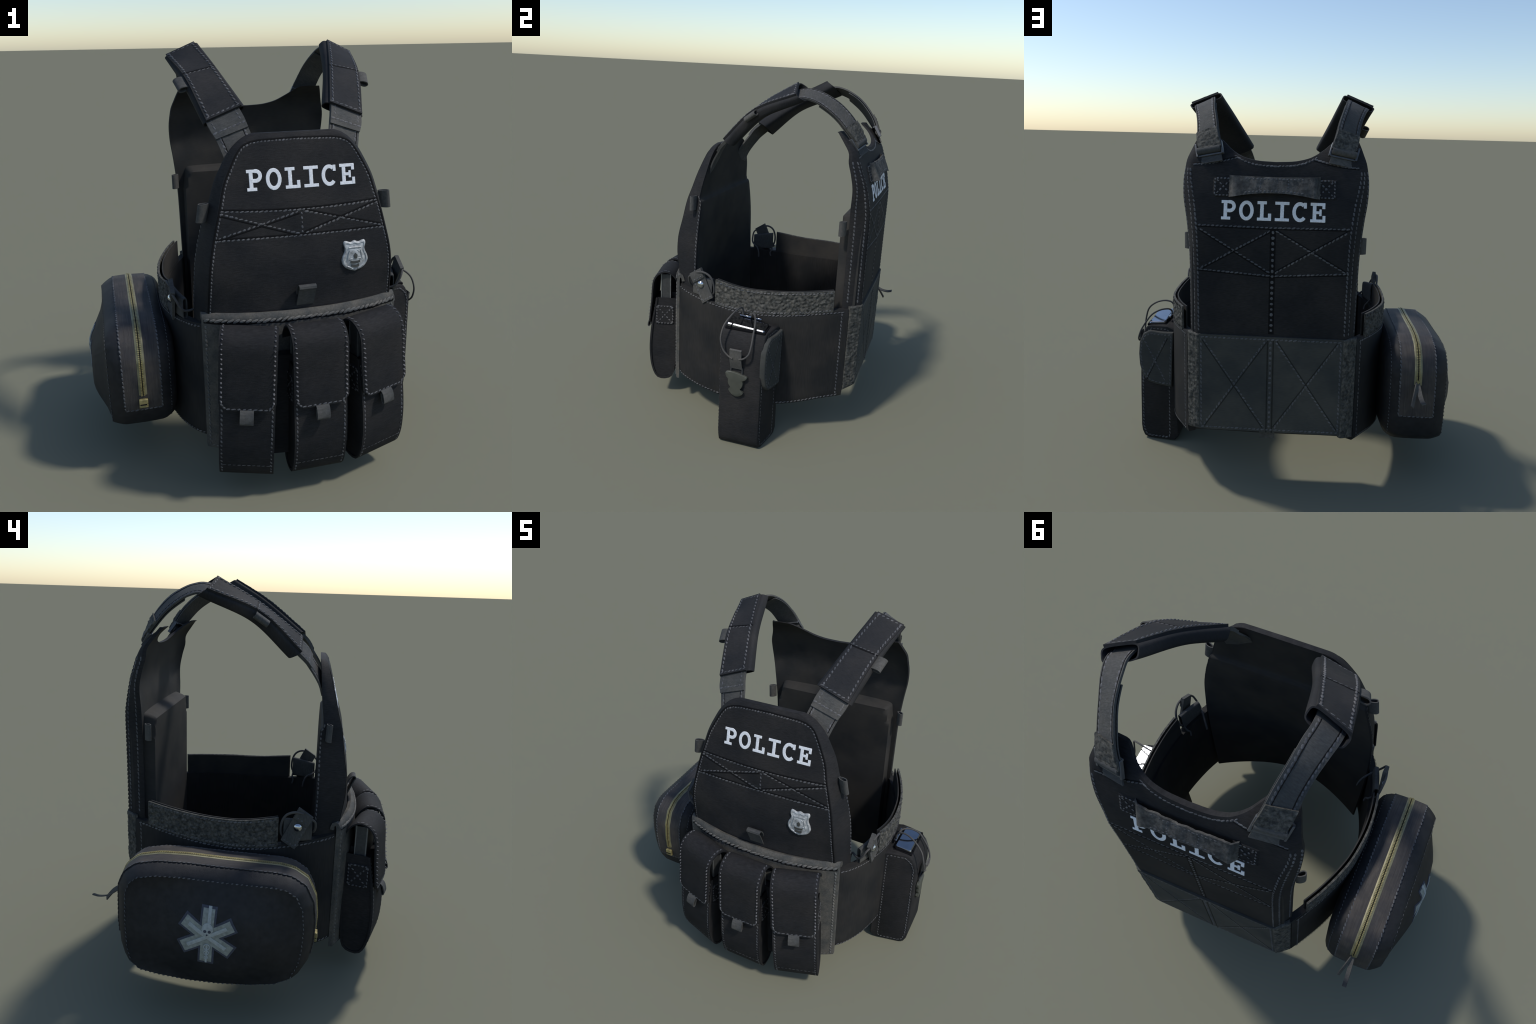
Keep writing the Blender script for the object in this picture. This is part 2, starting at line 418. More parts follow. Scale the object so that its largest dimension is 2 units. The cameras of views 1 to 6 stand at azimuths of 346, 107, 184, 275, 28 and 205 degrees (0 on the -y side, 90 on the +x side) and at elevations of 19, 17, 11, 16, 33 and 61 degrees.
for v, w, hh in ((-.034, .046, .0055), (-.052, .036, .005)):
    A = [[badge_at(u*w/2, v + q*hh - .25*abs(u)*0 + .004*u*u, .0125) for u in (-1, -.5, 0, .5, 1)] for q in (-1, 1)]
    B = [[badge_at(u*w/2, v + q*hh + .004*u*u, .002) for u in (-1, -.5, 0, .5, 1)] for q in (-1, 1)]
    sheet(b, A, B)
loft(b, [[badge_at(.010*s*cos(2*pi*k/5 + pi/2), -.004 + .014*s*sin(2*pi*k/5 + pi/2), o) for k in range(5)] for s, o in ((1, .004), (1, .0145), (.3, .0155))])
b.obj('badge_engraving', M_BADGE_DK, badge)
b = MB()
for u0, v0, u1, v1, r in ((-.030, .034, .030, .034, .0050), (-.036, -.020, -.026, .022, .0045), (.036, -.020, .026, .022, .0045), (-.022, .012, -.010, .022, .004), (.022, .012, .010, .022, .004),
                          (-.040, -.050, -.012, -.064, .004), (.040, -.050, .012, -.064, .004), (-.030, -.020, -.014, -.016, .004), (.030, -.020, .014, -.016, .004)):
    A = []; B = []; d = V((u1-u0, v1-v0)).normalized(); n = V((-d.y, d.x))
    for i in range(9):
        c = V((lerp(u0, u1, i/8), lerp(v0, v1, i/8))); q = .5 + .5*sin(pi*i/8)
        A.append([badge_at(c.x + n.x*r*g*q, c.y + n.y*r*g*q, .0105 + .002*(1 - abs(g))) for g in (-1, -.5, 0, .5, 1)]); B.append([badge_at(c.x + n.x*r*g*q, c.y + n.y*r*g*q, .002) for g in (-1, -.5, 0, .5, 1)])
    sheet(b, A, B)
b.obj('badge_relief', M_BADGE, badge, smooth=60)

# ================================================================== BACK CARRIER
HB = [(.27,.408),(.8,.415),(1.08,.418),(1.2,.421),(1.3,.428),(1.39,.437),(1.48,.448),(1.57,.450),(1.65,.438),(1.70,.421),(1.735,.408),(1.758,.398)]
YO = [(.315,.672),(.8,.672),(1.1,.672),(1.33,.671),(1.40,.660),(1.47,.645),(1.556,.622),(1.66,.588),(1.71,.550),(1.758,.488)]
YI = [(.27,.57),(1.36,.572),(1.47,.575),(1.55,.560),(1.61,.542),(1.66,.536),(1.708,.503),(1.758,.464)]
HC = [(.27,.360),(1.1,.366),(1.3,.372),(1.45,.388),(1.6,.415),(1.7,.405),(1.758,.392)]
def neck_top(h):
    a = abs(h)
    return interp([(0,1.655),(.08,1.6595),(.13,1.670),(.165,1.683),(.215,1.712),(.262,1.745),(.285,1.756),(.33,1.759),(.42,1.757)], a)
def yo(h, z): return interp(YO, z) - interp([(1.5, 0), (1.66, .012), (1.76, .018)], z) * (h / .4) ** 2
def back_pt(h, z): return V((CX + h, yo(h, z), z))
mb = MB(); A = []; B = []
NJ, NI = 56, 64
for i in range(NI + 1):
    t = i / NI; ra = []; rb = []
    for jj in range(NJ + 1):
        j = -1 + 2*jj/NJ
        # column parameter: outermost columns follow the side outline
        zt = neck_top(j * .40)
        z = .315 + (zt - .315) * (1 - (1 - t) ** 1.35)
        w = interp(HB, z); c = interp(HC, z); yi = interp(YI, z)
        aj = abs(j); s = 1 if j >= 0 else -1
        h = j * w
        if abs(h) <= c: y = yo(h, z)
        else:
            q = (abs(h) - c) / max(w - c, 1e-4); y = lerp(yo(c, z), yi + .018, min(q, 1)**1.3)
        ra.append(V((CX + h, y, z)))
        thick = interp([(.27,.05),(1.3,.085),(1.38,.074),(1.50,.034),(1.62,.024),(1.76,.020)], z)
        inner_mid = yo(0, z) - thick
        yb = yi + (inner_mid - yi) * (1 - aj ** interp([(.3, 2.4), (1.3, 2.6), (1.42, 9)], z))
        rb.append(V((CX + h * .994, min(yb, y - .014), z)))
    A.append(ra); B.append(rb)
sheet(mb, A, B)
# material: grid order alternates front/back faces per cell
for k in range(2 * NI * NJ):
    mb.mi[k] = k % 2
back = mb.obj('back_carrier', [M_CLOTH, M_LINE], smooth=40, bevel=0)
# plate pocket on the inside
def pocket_y(h, z):
    """padded plate pocket: soft-edged, hollowed to the wearer's back"""
    W, Z1, R0 = .398, 1.352, .048
    dx = abs(h) - (W - R0); dz = z - (Z1 - R0)
    d = R0 - (hypot(max(dx, 0), max(dz, 0)) if dx > 0 and dz > 0 else max(dx, dz))       # distance inside the border
    wid = lerp(.018, .050, max(0, min(1, (z - 1.20) / .10)))
    t = max(0, min(1, d / wid)); t = t*t*(3 - 2*t)
    face = .520 + .013 * (1 - (h/.38)**2) * max(0, min(1, (1.25 - z)/.35))
    return lerp(.625, face, t)
mb = MB(); A = []; B = []
for i in range(71):
    z = lerp(.222, 1.352, (i/70) ** .75); A.append([]); B.append([])
    for j in range(49):
        h = -.396 + .792*j/48; A[-1].append(V((CX + h, pocket_y(h, z), z + max(0, 1 - i/14) * .075 * max(0, min(1, (abs(h) - .33)/.045))))); B[-1].append(V((CX + h, lerp(.585, .640, min(1, i/6)), max(z, lerp(.252, z, min(1, i/8))))))
sheet(mb, A, B); mb.obj('plate_pocket', M_LINE, back, smooth=50)

st = MB(); sm = MB()
def bstitch(pts, groove=True, sd=.007, **k):
    P, N = on_surface(back_pt, pts); N = [n if n.y > 0 else -n for n in N]; stitch(st, P, N, **k)
    if groove: seam(sm, P, N, w=.006, off=sd*.9)
for s in (1, -1):
    pts = [(s * (interp(HC, lerp(.82, 1.62, i/49)) - .004), lerp(.82, 1.62, i/49)) for i in range(50)]
    bstitch(pts, groove=False)
    bstitch([(s*.40, 1.635), (s*.33, 1.640), (s*.25, 1.655), (s*.185, 1.672)], groove=True, gap=.018)
    def side_pt(q, z, s=s):
        c = interp(HC, z); w = interp(HB, z); return V((CX + s*lerp(c, w, q), lerp(yo(c, z), interp(YI, z) + .018, q**1.3), z))
    for q in (.34, .90):           # two thread rows on each side face
        P, N = on_surface(side_pt, [(q, lerp(.82, 1.62, i/49)) for i in range(50)])
        stitch(st, P, [n if n.x*s > 0 else -n for n in N], h=.0014, w=.0085)
bstitch([(h*.01, neck_top(h*.01) - .020) for h in range(-20, 21)], groove=False, gap=.018)
bstitch(poly2([(-.366, 1.352), (0, 1.348), (.366, 1.352)])); bstitch(poly2([(-.358, 1.136), (0, 1.113), (.358, 1.136)]))
for s in (1, -1):
    bstitch(line2((.012*s, 1.335), (.352*s, 1.140))); bstitch(line2((.012*s, 1.128), (.355*s, 1.335)))
bstitch(line2((0, 1.340), (0, .825), 40), groove=False, gap=.026, ln=.0155, w=.0145, tilt=0)
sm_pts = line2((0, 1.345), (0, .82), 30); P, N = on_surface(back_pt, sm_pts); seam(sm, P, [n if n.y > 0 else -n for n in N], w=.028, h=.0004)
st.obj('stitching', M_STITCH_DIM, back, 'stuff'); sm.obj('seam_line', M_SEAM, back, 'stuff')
def back_place(h, z, o): return back_pt(-h, z) + V((0, o*.95, o*.3))
lettering('POLICE', -.251, .246, 1.380, .092, back_place, back)
for s in (1, -1):
    teardrop((CX + s*.418, .555, 1.252), (s*.75, -.65, 0), (0, 0, 1), .044, .022, .080).obj('webbing_loop', M_WEB, back)

# drag handle: two sewn patches and a bowed strap between them
b = MB()
for s in (1, -1):
    A = []; B = []
    for i in range(22):
        z = lerp(1.487, 1.578, i/21); ra = []; rb = []
        for j in range(20):
            h = s * lerp(.190, .296, j/19); p = back_pt(h, z); e = min(i, 21-i, j, 19-j)
            n = noise.noise(V((h*95, z*95, 2.))) * .004 + noise.noise(V((h*200, z*200, 5.))) * .002
            ra.append(p + V((0, .004 + (n if e > 0 else -.003), 0))); rb.append(p - V((0, .01, 0)))
        A.append(ra); B.append(rb)
    sheet(b, A, B)
patch = b.obj('handle_patch', M_CLOTH, back, smooth=60)
st = MB()
for s in (1, -1):
    for pts in (poly2([(s*.286, 1.494), (s*.286, 1.572), (s*.205, 1.572), (s*.205, 1.494), (s*.286, 1.494)]), line2((s*.28, 1.5), (s*.21, 1.568)), line2((s*.21, 1.5), (s*.28, 1.568))):
        P, N = on_surface(back_pt, pts); N = [n if n.y > 0 else -n for n in N]; stitch(st, [p + n*.006 for p, n in zip(P, N)], N, gap=.017, ln=.012)
st.obj('stitching', M_STITCH_DIM, patch, 'stuff')
A = []; B = []
for i in range(70):
    h = lerp(-.218, .218, i/69); u = abs(h) / .218
    off = .004 + interp([(0, .030), (.4, .027), (.75, .026), (.90, .026), (.96, .010), (1, .001)], u)
    low = 1.488 + .026*(1 - u*u); hi = 1.590 - .004*(1-u*u); ra = []; rb = []
    for k in range(9):
        q = k/8; z = lerp(low, hi, q); p = back_pt(h, z)
        c = p + V((0, off*(1.2 - .45*q) + + .004*noise.noise(V((h*30, z*12, 1.))) + .0025*noise.noise(V((h*110, z*60, 4.))), 0))
        ra.append(c + V((0, .004, 0))); rb.append(c - V((0, .004, 0)))
    A.append(ra); B.append(rb)
b = MB(); sheet(b, A, B); handle = b.obj('drag_handle', fabric('worn_handle_webbing', (0.080, 0.080, 0.076), var=0.55, weave=(45, 45, 45), blotch=22, bump=0.5, tint=(0.5, 0.52, 0.55)), back, smooth=50)
st = MB()
for q in (1, 7):
    stitch(st, [r[q] for r in A[12:58]], V((0, 1, .3)), gap=.018, ln=.012)
for i in (24, 45): stitch(st, [A[i][k] for k in range(1, 8)], V((0, 1, .3)), gap=.014, ln=.009)
st.obj('stitching', M_STITCH_DIM, handle, 'stuff')

# ================================================================== REAR FLAP (holds the cummerbund ends)
RF = [(-.425, .618), (-.398, .645), (-.362, .676), (-.34, .680), (0, .682), (.34, .680), (.362, .676), (.398, .645), (.425, .618)]
def flap_y(h): return interp(RF, h)
def flap_pt(h, z): return V((CX + h, flap_y(h) - .004 * max(0, (.80 - z) / .52), z))
mb = MB(); A = []; B = []
for i in range(33):
    ra = []; rb = []
    for j in range(61):
        h = -.357 + .714*j/60; q = i/32; z = lerp(.303, .808, q)
        p = flap_pt(h, z); ra.append(p); rb.append(p - V((0, .028, 0)))
    A.append(ra); B.append(rb)
sheet(mb, A, B); flap = mb.obj('rear_flap', M_FLAP, smooth=40)
for s in (1, -1):        # rough tape strips on the angled ends
    A = []; B = []
    for i in range(110):
        z = lerp(.268 if s < 0 else .285, .806, i/109); ra = []; rb = []
        for j in range(17):
            h = s * lerp(.3575, .424, j/16); zz = z + (0 if i > 20 else (20-i)/20*.020*(j/16-1)*-1)
            p = flap_pt(h, zz); nn = V((s*.66, .75, 0)); e = min(i, 109-i, j, 16-j)
            d = .0045*noise.noise(V((h*70, zz*60, 1.))) + .003*noise.noise(V((h*150, zz*130, 7.)))
            ra.append(p + nn*(.004 + (d if e > 0 else -.003))); rb.append(p - nn*.016)
        A.append(ra); B.append(rb)
    b = MB(); sheet(b, A, B); b.obj('hook_tape', M_VEL, flap, smooth=70)
st = MB(); sm = MB()
def rstitch(pts, groove=True, sd=.008, **k):
    P, N = on_surface(flap_pt, pts); N = [n if n.y > 0 else -n for n in N]; stitch(st, P, N, **k)
    if groove: seam(sm, P, N, w=.005, off=sd)
rstitch(line2((-.35, .794), (.35, .794), 40), groove=False); rstitch(line2((-.35, .315), (.35, .315), 40), groove=False)
rstitch(line2((-.346, .79), (-.346, .32), 30), groove=False); rstitch(line2((.346, .79), (.346, .32), 30), groove=False)
for s in (1, -1):
    rstitch(line2((.025*s, .785), (.335*s, .325))); rstitch(line2((.025*s, .325), (.335*s, .785)))
rstitch(line2((0, .79), (0, .32)), groove=False, w=.0125, ln=.0150, gap=.025, tilt=0)
for dx in (-.014, .014): P, N = on_surface(flap_pt, line2((dx, .79), (dx, .30))); seam(sm, P, [n if n.y > 0 else -n for n in N], w=.007)
st.obj('stitching', M_STITCH_FLAP, flap, 'stuff'); sm.obj('seam_line', M_FSEAM, flap, 'stuff')
b = MB(); strip(b, [(CX + .012, .642, .30), (CX + .012, .640, .272), (CX + .012, .637, .250)], (1, 0, 0), .078, .007); b.obj('pull_tab', M_WEB, flap)

# ================================================================== CUMMERBUND
CB = [(.405, -.448), (.453, -.421), (.504, -.364), (.553, -.256), (.583, -.15), (.602, -.05), (.608, .05), (.602, .15), (.582, .27), (.530, .42), (.472, .54), (.428, .616)]
cb = spline([(a, c, 0) for a, c in CB], 90)
cbn = []
for i, p in enumerate(cb):
    t = (cb[min(i+1, 89)] - cb[max(i-1, 0)]).normalized(); cbn.append(V((t.y, -t.x, 0)))
def cb_top(y): return interp([(-.45,.800),(-.38,.790),(-.2,.768),(.05,.752),(.3,.765),(.5,.783),(.62,.790)], y)
def cb_bot(y): return interp([(-.45,.215),(-.38,.205),(-.2,.188),(.05,.183),(.3,.198),(.5,.235),(.62,.250)], y)
def cb_pt(i, off, z, s): p = cb[i] + cbn[i]*off; return V((CX + s*p.x, p.y, z))
def cb_index(y): return min(range(90), key=lambda i: abs(cb[i].y - y))
for s in (1, -1):
    mb = MB(); A = []; B = []
    for i in range(90):
        y = cb[i].y; zt, zb = cb_top(y), cb_bot(y)
        A.append([cb_pt(i, 0 + (-.006 if k in (0, 20) else 0), lerp(zb, zt, k/20), s) for k in range(21)])
        B.append([cb_pt(i, -.042, lerp(zb, zt, k/20), s) for k in range(21)])
    sheet(mb, A, B); band = mb.obj('side_band', M_SIDE, smooth=40)
    st = MB()
    for zf, di in ((lambda y: cb_top(y) - .012, -.0005), (lambda y: cb_bot(y) + .012, -.0005)):
        stitch(st, [cb_pt(i, di, zf(cb[i].y), s) for i in range(6, 88)], [V((s*n.x, n.y, 0)) for n in cbn[6:88]])
    for i0 in (86,): stitch(st, [cb_pt(i0, .0005*q/20*0, lerp(cb_bot(.6)+.015, cb_top(.6)-.015, q/20), s) for q in range(21)], V((s*cbn[i0].x, cbn[i0].y, 0)))
    st.obj('stitching', M_STITCH, band, 'stuff')
    # upright rough tape: an outer bumpy layer and a smooth inner layer
    i0, i1 = cb_index(-.137), cb_index(.535)
    fine = resample([cb[i] for i in range(i0, i1+1)], 170); A = []; B = []; A2 = []; B2 = []
    for i, p in enumerate(fine):
        t = (fine[min(i+1, 169)] - fine[max(i-1, 0)]).normalized(); n = V((t.y, -t.x, 0))
        zb = cb_top(p.y) - .006; zt = interp([(-.14,.905),(.06,.884),(.3,.890),(.54,.904)], p.y); ra = []; rb = []; r2 = []; r3 = []
        for k in range(27):
            z = lerp(zb, zt, k/26); e = min(i, 169-i, k, 26-k)
            d = .0042*noise.noise(V((p.y*62 + s*3, z*70, s*1.)))+ .0022*noise.noise(V((p.y*130, z*130, 9.)))
            q = p + n*(-.002 + (1.7*d if e > 1 else 0)); ra.append(V((CX + s*q.x, q.y, z)))
            q = p - n*.012; rb.append(V((CX + s*q.x, q.y, z)))
            if k % 13 == 0:
                q = p - n*.024; r2.append(V((CX + s*q.x, q.y, z))); q = p - n*.030; r3.append(V((CX + s*q.x, q.y, z)))
        A.append(ra); B.append(rb); A2.append(r2); B2.append(r3)
    b = MB(); sheet(b, A, B); tape = b.obj('hook_tape', M_VEL, band, smooth=70)
    b = MB(); sheet(b, A2, B2); b.obj('tape_backing', M_LINE, band)
    st = MB()
    for k in (2, 24): stitch(st, [r[k] for r in A[3:-3]], [V((s*1, 0, 0))]*len(A[3:-3]), gap=.020)
    st.obj('stitching', M_STITCH, tape, 'stuff')

    # quick-release tab, snap, elastic sleeve and cords
    hx = .568
    T1, T2, B2_, B1 = V((0, -.296, .911)), V((0, -.226, .958)), V((0, -.145, .792)), V((0, -.213, .742))
    def tp(u, v, o):    # u across 0..1, v up 0..1
        p = B1.lerp(B2_, u).lerp(T1.lerp(T2, u), v); lean = .012*u*(1-v)
        return V((CX + s*(hx + o + lean - .004), p.y, p.z))
    A = [[tp(u/6, v/14, .012 + .0015*noise.noise(V((u, v*.7, 3)))) for u in range(7)] for v in range(15)]
    B = [[tp(u/6, v/14, .0) for u in range(7)] for v in range(15)]
    b = MB(); sheet(b, A, B)
    A = [[tp(lerp(.02, .98, u/6), lerp(.70, 1.0, v/5), .0195 + .002*sin(v/5*pi)) for u in range(7)] for v in range(6)]
    B = [[tp(lerp(.02, .98, u/6), lerp(.70, 1.0, v/5), .0115) for u in range(7)] for v in range(6)]
    sheet(b, A, B)
    tab = b.obj('release_tab', M_WEB, band, smooth=30)
    c = tp(.5, .55, .014); b = MB(); R = []
    for r, o in ((.020, -.004), (.020, .003), (.0185, .005), (.017, .0055), (.014, .0095), (.008, .012), (.001, .0128)):
        R.append([c + V((s*o, r*cos(2*pi*k/24), r*sin(2*pi*k/24))) for k in range(24)])
    loft(b, R); b.obj('snap_button', M_CHROME, tab, smooth=50)
    st = MB()
    stitch(st, [tp(u, v, .0125) for u, v in [(.1, lerp(.06, .68, k/12)) for k in range(13)]], V((s, 0, 0)), ln=.011, gap=.017)
    stitch(st, [tp(u, .06, .0125) for u in [lerp(.1, .9, k/8) for k in range(9)]], V((s, 0, 0)), ln=.011, gap=.017)
    stitch(st, [tp(u, .76, .022) for u in [lerp(.1, .9, k/8) for k in range(9)]], V((s, 0, 0)), ln=.011, gap=.017)
    st.obj('stitching', M_STITCH_DIM, tab, 'stuff')
    # elastic sleeve: flattened open tube standing on the band edge
    b = MB(); ring_o = []; ring_i = []
    for q in range(9):
        y = lerp(-.297, -.156, q/8); i = cb_index(y); base = cb[i]; n = cbn[i]
        zt = lerp(.878, .898, q/8); zb = .775; ro = []; ri = []
        for a in range(20):
            an = 2*pi*a/20; ex, ez = cos(an), sin(an)
            f = lambda v, p: (abs(v) ** p) * (1 if v >= 0 else -1)
            for rr, sh in ((ro, 0), (ri, .005)):
                p2 = base + n*(-.018 + f(ex, .5)*(.014 - sh)); z = lerp(zb, zt, .5) + f(ez, .45)*((zt - zb)/2 - sh)
                rr.append(V((CX + s*p2.x, p2.y, z)))
        ring_o.append(ro); ring_i.append(ri)
    loft(b, ring_o + ring_i[::-1] + [ring_o[0]], cap0=False, cap1=False); b.obj('elastic_sleeve', M_WEB, band, smooth=50)
    b = MB(); X = lambda h, y, z: V((CX + s*h, y, z))
    tube(b, spline([X(.583, -.250, .930), X(.590, -.205, .937), X(.588, -.165, .918), X(.582, -.145, .875), X(.572, -.143, .825), X(.560, -.160, .800), X(.545, -.20, .795)], 34), .0062)
    tube(b, spline([X(.580, -.285, .905), X(.566, -.305, .885), X(.550, -.308, .850), X(.528, -.30, .822), X(.50, -.275, .808), X(.474, -.245, .798), X(.458, -.228, .770), X(.452, -.222, .735)], 40), .0058)
    tube(b, spline([X(.555, -.155, .80), X(.535, -.150, .775), X(.522, -.158, .755), X(.516, -.150, .732)], 20), .0055)
    b.obj('elastic_cord', M_CORD, band, smooth=60)

# ================================================================== PLACARD AND MAGAZINE POUCHES
def pl_y(h, z=.4):
    b = abs(h / .467) ** 2.5; q = max(0, min(1, (z - .62) / .20)); q = q*q*(3 - 2*q)
    return -.550 + .120 * b + .026 * q * (1 - b)
PROF = [(0, .160), (0, .30), (0, .5), (0, .70), (0, .795), (.0005, .82), (-.006, .842), (-.018, .853), (-.033, .852), (-.044, .842), (-.050, .815)]
prof = spline([(0, d, z) for d, z in PROF], 44)
mb = MB(); A = []; B = []
for i, p in enumerate(prof):
    t = (prof[min(i+1, 43)] - prof[max(i-1, 0)]).normalized(); n = V((0, t.z, -t.y))
    if n.y < 0 and i < 5: pass
    ra = []; rb = []
    for j in range(57):
        h = -.467 + .934*j/56; w = .0015*noise.noise(V((h*14, p.z*9, 4)))
        ra.append(V((CX + h, pl_y(h, p.z) - p.y + w, p.z))); q = p + V((0, -t.z, t.y))*.018
        rb.append(V((CX + h, pl_y(h, p.z) - q.y, q.z)))
    A.append(ra); B.append(rb)
sheet(mb, A, B); placard = mb.obj('placard', M_PLAC, smooth=40)
pl_pt = lambda h, z: V((CX + h, pl_y(h, z), z))
st = MB(); sm = MB()
P, N = on_surface(pl_pt, line2((-.460, .824), (.460, .824), 60)); stitch(st, [p + V((0, -.001, 0)) for p in P], N, gap=.027, ln=.037, w=.0125, h=.006, tilt=.46); seam(sm, P, N, w=.018, h=.0025, off=-.009)
for s in (1, -1):
    P, N = on_surface(pl_pt, line2((.452*s, .80), (.452*s, .17), 40)); stitch(st, P, N, ln=.020, w=.0095, h=.004, tilt=.35)
P, N = on_surface(pl_pt, line2((-.45, .172), (.45, .172), 50)); stitch(st, P, N)
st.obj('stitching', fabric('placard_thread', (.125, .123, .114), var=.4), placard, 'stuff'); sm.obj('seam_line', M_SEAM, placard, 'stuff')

b = MB(); A = []; B = []
for i in range(13):
    z = lerp(.172, .682, i/12); A.append([]); B.append([])
    for j in range(45):
        h = -.345 + .69*j/44; A[-1].append(V((CX + h, pl_y(h, .4) - .046, z))); B[-1].append(V((CX + h, pl_y(h, .4) - .004, z)))
sheet(b, A, B); b.obj('pouch_backing', M_CLOTH, placard, smooth=40)

# pouch in its own frame: x across, -y outward, z up
def pouch_parts():
    parts = []
    hw = .1235
    body = [(-.02, .655), (-.012, .40), (.0, .22), (.010, .148), (.033, .115), (.078, .104), (.114, .113), (.138, .148), (.156, .21), (.163, .28),
            (.164, .345), (.159, .42), (.150, .50), (.138, .57), (.127, .63), (.125, .655)]
    bp = spline([(0, -d, z) for d, z in body], 46); mb = MB()
    # recessed gussets: outer skin runs from back edge round the front, side faces sit 6 mm in
    xs = [(-hw, 0), (-hw + .004, 0), (hw - .004, 0), (hw, 0)]
    cen = V((0, -.072, .42)); rings = []
    cols = []
    def off(p, i, d):
        t = (bp[min(i+1, 45)] - bp[max(i-1, 0)]).normalized(); n = V((0, t.z, -t.y)); return p + n*d
    ins = [off(p, i, .011) for i, p in enumerate(bp)]
    if (ins[20] - cen).length > (bp[20] - cen).length: ins = [off(p, i, -.011) for i, p in enumerate(bp)]
    ins[0].z = ins[-1].z = .655
    for x, pl in ((-hw + .007, ins), (-hw, ins), (-hw, bp), (hw, bp), (hw, ins), (hw - .007, ins)):
        cols.append([V((x, p.y, p.z)) for p in pl])
    n = 46; vs = [p for c in cols for p in c]; fs = []
    for k in range(5):
        for i in range(n-1): a = k*n + i; fs.append((a, a+1, a+1+n, a+n))
    fs.append(tuple(range(n))); fs.append(tuple(5*n + i for i in range(n))[::-1])      # gusset walls
    mb.add(vs, fs)
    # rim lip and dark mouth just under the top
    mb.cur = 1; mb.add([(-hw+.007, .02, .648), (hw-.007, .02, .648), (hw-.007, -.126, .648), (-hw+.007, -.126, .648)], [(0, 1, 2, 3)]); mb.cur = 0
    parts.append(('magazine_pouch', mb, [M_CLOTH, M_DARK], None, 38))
    # flap
    fl = spline([(0, .022, .700), (0, .018, .750), (0, -.004, .790), (0, -.030, .815), (0, -.060, .825), (0, -.092, .818), (0, -.122, .796), (0, -.140, .760), (0, -.147, .705), (0, -.152, .63), (0, -.161, .545), (0, -.166, .478)], 64)
    b = MB(); A = []; B = []
    for i, p in enumerate(fl):
        t = (fl[min(i+1, 63)] - fl[max(i-1, 0)]).normalized(); nn = V((0, t.z, -t.y))
        if nn.dot(p - cen) < 0: nn = -nn
        w = hw + .003; lowd = p.z - .478
        if p.y < -.10 and lowd < .031: w -= (.031 - lowd) * 1.0
        ra = [V((w*q, p.y, p.z)) + nn*((.003 if abs(q) > .95 else .0055) + .0012*noise.noise(V((q*2.4, p.z*9, 8)))) for q in (-1, -.97, -.9, -.6, -.3, 0, .3, .6, .9, .97, 1)]
        rb = [V((w*q, p.y, p.z)) - nn*.005 for q in (-1, -.97, -.9, -.6, -.3, 0, .3, .6, .9, .97, 1)]
        A.append(ra); B.append(rb)
    sheet(b, A, B); parts.append(('flap', b, [M_CLOTH], 0, 40))
    flA = A
    b = MB()
    for q in (2, 8): stitch(b, [r[q] for r in flA[16:60]], [V((0, (r[q]-cen).y, (r[q]-cen).z)).normalized() for r in flA[16:60]])
    for q in (2, 8): stitch(b, [flA[59][q], flA[60][q], flA[62][q]], V((0, -1, .1)), gap=.017)
    e = [flA[62][k] for k in range(2, 9)]; stitch(b, e, V((0, -1, .1)))
    for q in (-1, 1):
        k = 22; stitch(b, [V((q*(hw - .012), p.y, p.z)) for p in bp[25:45]], [V((0, -.9, -.4 if p.z < .3 else 0)) for p in bp[25:45]])
    i = min(range(24, 46), key=lambda i: abs(bp[i].z - .172)); stitch(b, [V((x*.01, bp[i].y, bp[i].z)) for x in range(-11, 12)], V((0, -.85, -.5)))
    for sx in (-1, 1):     # gusset patch cross stitch
        x = sx*(hw - .0005)
        for pts in (poly2([(-.018, .488), (-.118, .488), (-.118, .600), (-.018, .600), (-.018, .488)], 8), line2((-.018, .6), (-.118, .488), 10), line2((-.018, .488), (-.118, .6), 10)):
            stitch(b, [V((x, a, z)) for a, z in pts], V((sx, 0, 0)), gap=.019, ln=.013)
    parts.append(('stitching', b, [M_STITCH], 0, 60))
    b = MB()
    for sx in (-1, 1): box(b, (sx*(hw - .0065), -.068, .544), .010, .112, .124)
    parts.append(('side_patch', b, [M_CLOTH], 0, 30))
    b = MB(); P = spline([(0, -.158, .482), (0, -.172, .482), (0, -.184, .472), (0, -.192, .452), (0, -.195, .432), (0, -.190, .424), (0, -.182, .430), (0, -.176, .450), (0, -.172, .470)], 30)
    strip(b, P, (1, 0, 0), .060, .005); parts.append(('pull_loop', b, [M_WEB], 0, 50))
    b = MB(); box(b, (0, -.066, .70), .205, .056, .210); parts.append(('magazine', b, [M_MAG], 0, 30))
    b = MB()
    for sx in (-1, 1):
        for yy in (-.038, -.094): box(b, (sx*.099, yy, .70), .012, .006, .213)
    parts.append(('magazine_edge', b, [M_MAGE], 0, 30))
    return parts
PM = []
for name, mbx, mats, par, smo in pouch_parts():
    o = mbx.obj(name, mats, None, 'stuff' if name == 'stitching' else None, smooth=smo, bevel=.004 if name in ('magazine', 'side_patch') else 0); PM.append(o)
inst = [(V((CX - .265, -.512, 0)), -16.5, 2.0), (V((CX + .004, -.545, 0)), 0, 0), (V((CX + .265, -.512, 0)), 16.5, -2.0)]
